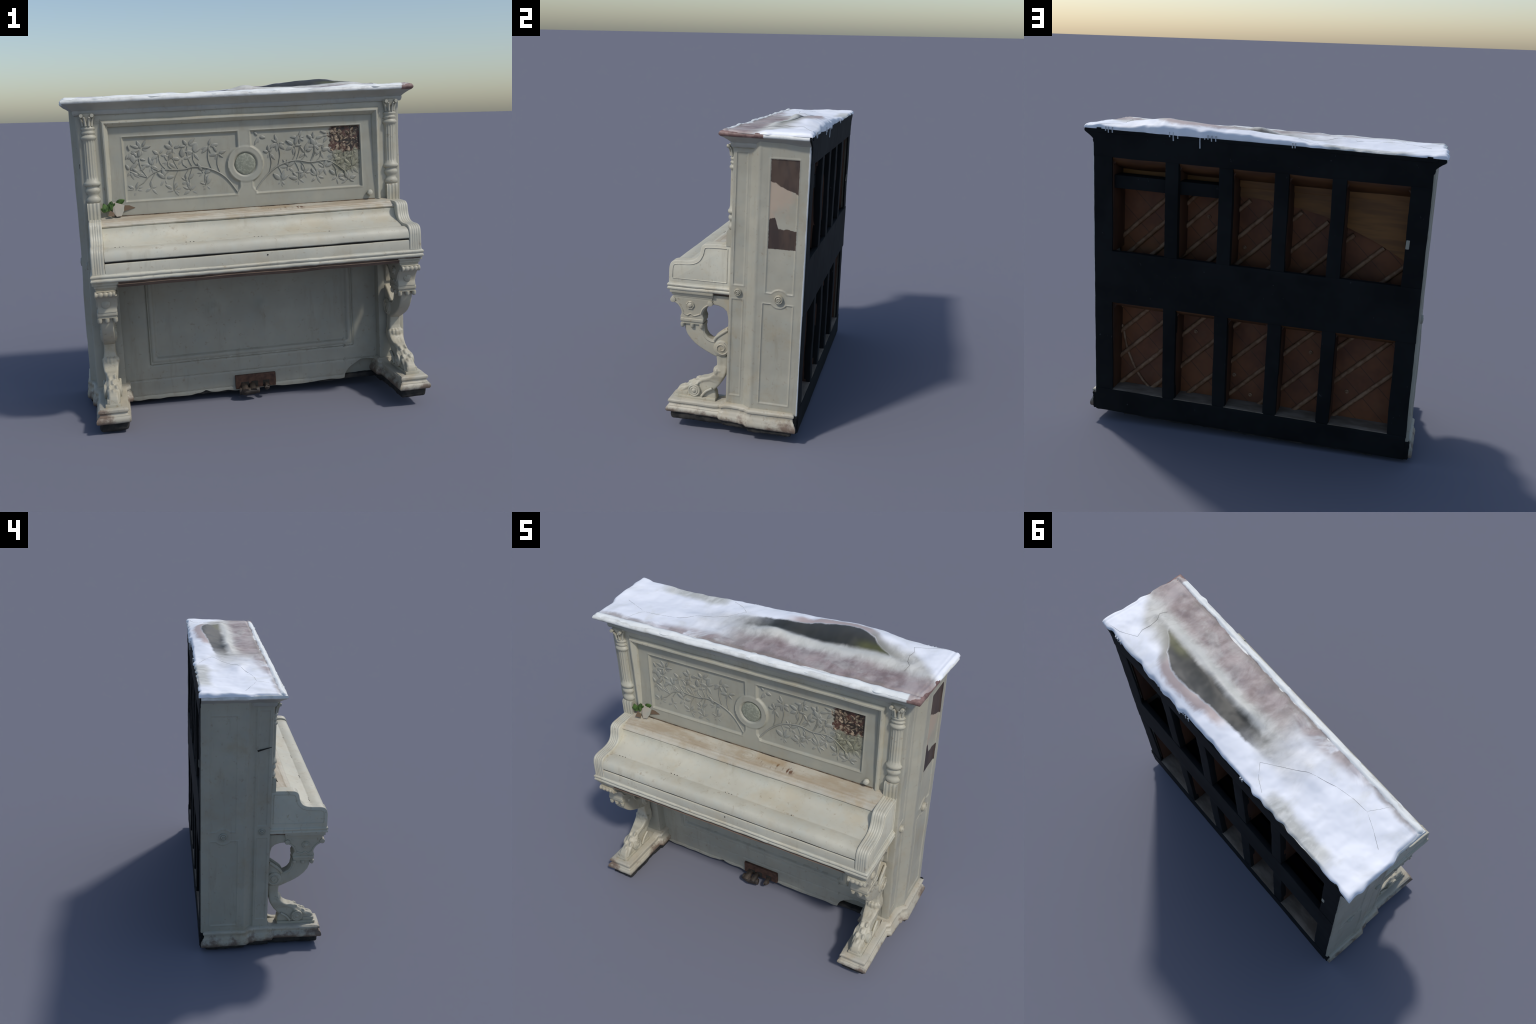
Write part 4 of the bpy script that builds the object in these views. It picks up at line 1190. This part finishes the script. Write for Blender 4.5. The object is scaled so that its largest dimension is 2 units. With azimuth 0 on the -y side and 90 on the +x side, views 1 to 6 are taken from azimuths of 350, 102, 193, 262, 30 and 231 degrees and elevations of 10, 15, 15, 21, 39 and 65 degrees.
# black cross bars in the first two upper bays
for (a, b) in ((0.501, 0.810), (0.199, 0.427)):
    box("cross_bar", a - 0.01, b + 0.01, 0.255, 0.335, 1.366, 1.440, M_black, bf, bev=0.004, wob=0.002, step=0.03)

# soundboard, toned upper board with its slanting lower edge, ribs and buttons
def sby(z):
    return float(np.interp(z, [0.10, 0.20, 0.40, 0.60, 1.0, 1.25, 1.6], [0.256, 0.250, 0.233, 0.221, 0.202, 0.193, 0.186]))
sb = box("soundboard", -0.83, 0.83, -0.020, 0.0, 0.10, 1.58, M_sound, bev=0, wob=0.001, step=0.05)
for v in sb.data.vertices:
    v.co.y += sby(v.co.z)
edge = [(0.84, 1.440), (0.50, 1.385), (0.114, 1.360), (0.0, 1.357), (-0.2, 1.332), (-0.385, 1.292), (-0.492, 1.254), (-0.650, 1.191), (-0.83, 1.095)]
ep = catmull(edge, 5)
vb = []
fb = []
for (x, z) in ep:
    for yv in (-0.004, 0.010):
        k_ = 0.016 * float(sstep(-0.35, -0.5, np.array(x)))
        vb += [(x, yv + k_ + sby(z), z), (x, yv + k_ + sby(1.6), 1.60)]
for i in range(len(ep) - 1):
    a = i * 4; b = a + 4
    fb += [(a, b, b + 1, a + 1), (a + 2, a + 3, b + 3, b + 2), (a, a + 2, b + 2, b), (a + 1, b + 1, b + 3, a + 3)]
fb += [(0, 1, 3, 2), (len(vb) - 4, len(vb) - 2, len(vb) - 1, len(vb) - 3)]
finish("toned_board", fix_normals(pymesh("toned_board", vb, fb)), M_honey, sb, smooth=30)
box("pin_block", -0.83, 0.83, 0.185, 0.216, 1.418, 1.60, M_honey, sb, bev=0.004, wob=0.001)
def edge_z(x):
    xs_ = [p[0] for p in edge][::-1]; zs_ = [p[1] for p in edge][::-1]
    return float(np.interp(x, xs_, zs_))
SL = 0.94
for cc in (-0.30, -0.09, 0.105, 0.312, 0.512, 0.722, 0.915, 1.092, 1.245, 1.405, 1.565, 1.697, 1.827):
    pts = []
    for k in range(90):
        x = 0.82 - 1.64 * k / 89
        z = cc - SL * x
        if 0.13 < z < edge_z(x) - 0.006:
            pts.append((x, sby(z) + 0.004, z))
    if len(pts) > 4:
        tube("rib", pts, 0.0135, M_rib, sb, sides=8, wob=0.0015)
tube("brace", [(x, sby(z) + 0.003, z) for x, z in catmull([(0.812, 0.52), (0.797, 0.468), (0.773, 0.374), (0.723, 0.269), (0.667, 0.193), (0.61, 0.14)], 5)], 0.008, M_rib, sb, sides=8)
for (x, z) in ((0.302, 1.225), (0.085, 1.073), (0.350, 0.540), (0.104, 0.312), (0.0, 0.205), (-0.335, 0.512), (-0.559, 0.314)):
    lathe("button", [(0.012, -0.004), (0.012, 0.006), (0.007, 0.008), (0.006, 0.014), (0.002, 0.015)], (x, sby(z), z), 'y', M_rib, sb, sides=16)
for (zt, d) in ((1.541, 0.088), (0.706, 0.072)):
    cove = [(0.359, zt + 0.004), (0.353, zt - 0.10 * d), (0.343, zt - 0.25 * d), (0.323, zt - 0.44 * d), (0.290, zt - 0.65 * d), (0.245, zt - 0.84 * d), (0.210, zt - d), (0.180, zt - d), (0.180, zt + 0.02), (0.350, zt + 0.02)]
    extrude_x("bay_head", cove, -0.82, 0.82, M_head, sb, wob=0.003, smooth=60)
# rounded dark corners at the heads of the bays
for zt in (1.541, 0.706):
    for a, b in zip(posts[:-1], posts[1:]):
        for xx, o in ((a[0], -1), (b[1], 1)):
            tri = [(xx - o * 0.01, zt + 0.01), (xx + o * 0.050, zt + 0.01), (xx + o * 0.034, zt - 0.006), (xx + o * 0.016, zt - 0.018), (xx + o * 0.005, zt - 0.036), (xx - o * 0.01, zt - 0.06)]
            vv = [(p[0], yv, p[1]) for yv in (0.30, 0.340) for p in tri]
            n6 = len(tri)
            ff = [tuple(range(n6)), tuple(n6 + k for k in reversed(range(n6)))] + [(k, (k + 1) % n6, n6 + (k + 1) % n6, n6 + k) for k in range(n6)]
            finish("corner_block", fix_normals(pymesh("corner_block", vv, ff)), M_flank, sb, smooth=30)
# paint drips over the back of the lid
for (x, z) in ((0.843, 1.684), (0.827, 1.675), (0.804, 1.677), (0.477, 1.681), (0.456, 1.662), (0.431, 1.675), (0.307, 1.635), (0.282, 1.684), (0.264, 1.686),
               (0.244, 1.677), (0.221, 1.679), (-0.191, 1.681), (-0.205, 1.682)):
    tube("drip", [(x, YB + 0.003, 1.708), (x + 0.001, YB + 0.0035, (z + 1.708) / 2), (x, YB + 0.0025, z)], [0.004, 0.0032, 0.0036], M_drip, bf, sides=8)
# splintered pale chip on the right-hand post
box("chip", -0.832, -0.812, YB - 0.012, YB + 0.001, 1.212, 1.262, M_paper, bf, bev=0.005, wob=0.003, step=0.01)
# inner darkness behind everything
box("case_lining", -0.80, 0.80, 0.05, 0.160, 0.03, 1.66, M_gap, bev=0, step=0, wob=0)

# ================================================================== PLANT ON THE LEDGE
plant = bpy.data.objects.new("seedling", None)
bpy.context.scene.collection.objects.link(plant); plant.parent = root
gm = leaf_mesh("seedling_leaf", 0.30, 0.06)
gm.materials.clear(); gm.materials.append(M_green)
for (x, y, z, a, L, rz) in ((-0.765, -0.090, 1.100, 1.9, 0.050, 0.3), (-0.755, -0.085, 1.100, 1.35, 0.055, -0.4), (-0.750, -0.080, 1.105, 0.9, 0.048, 0.5),
                            (-0.770, -0.092, 1.100, 2.5, 0.034, -0.2), (-0.715, -0.070, 1.135, 0.45, 0.052, 0.2), (-0.738, -0.080, 1.110, 1.55, 0.045, 0.8),
                            (-0.718, -0.072, 1.120, 0.9, 0.035, -0.3)):
    ob = bpy.data.objects.new("seedling_leaf", gm)
    bpy.context.scene.collection.objects.link(ob); ob.parent = plant
    ob.matrix_local = Matrix.Translation((x, y, z)) @ Matrix.Rotation(-a, 4, 'Y') @ Matrix.Rotation(rz, 4, 'X') @ Matrix.Diagonal((L, 0.04, L, 1))
def shard(name, pts, mat, th=0.004):
    n = len(pts)
    vv = [tuple(p) for p in pts] + [(p[0], p[1] + th, p[2]) for p in pts]
    ff = [tuple(range(n)), tuple(n + k for k in reversed(range(n)))] + [(k, (k + 1) % n, n + (k + 1) % n, n + k) for k in range(n)]
    finish(name, fix_normals(pymesh(name, vv, ff)), mat, plant, smooth=0)
shard("paper_scrap", [(-0.735, -0.088, 1.098), (-0.732, -0.072, 1.150), (-0.700, -0.074, 1.140), (-0.672, -0.074, 1.130), (-0.676, -0.086, 1.100), (-0.690, -0.098, 1.075), (-0.716, -0.100, 1.072)], M_paper)
shard("bark_shard", [(-0.678, -0.078, 1.098), (-0.668, -0.070, 1.128), (-0.640, -0.068, 1.126), (-0.590, -0.064, 1.128), (-0.620, -0.070, 1.108)], M_shard)
shard("bark_shard", [(-0.762, -0.116, 1.080), (-0.750, -0.104, 1.108), (-0.728, -0.100, 1.094), (-0.728, -0.110, 1.076)], M_shard)
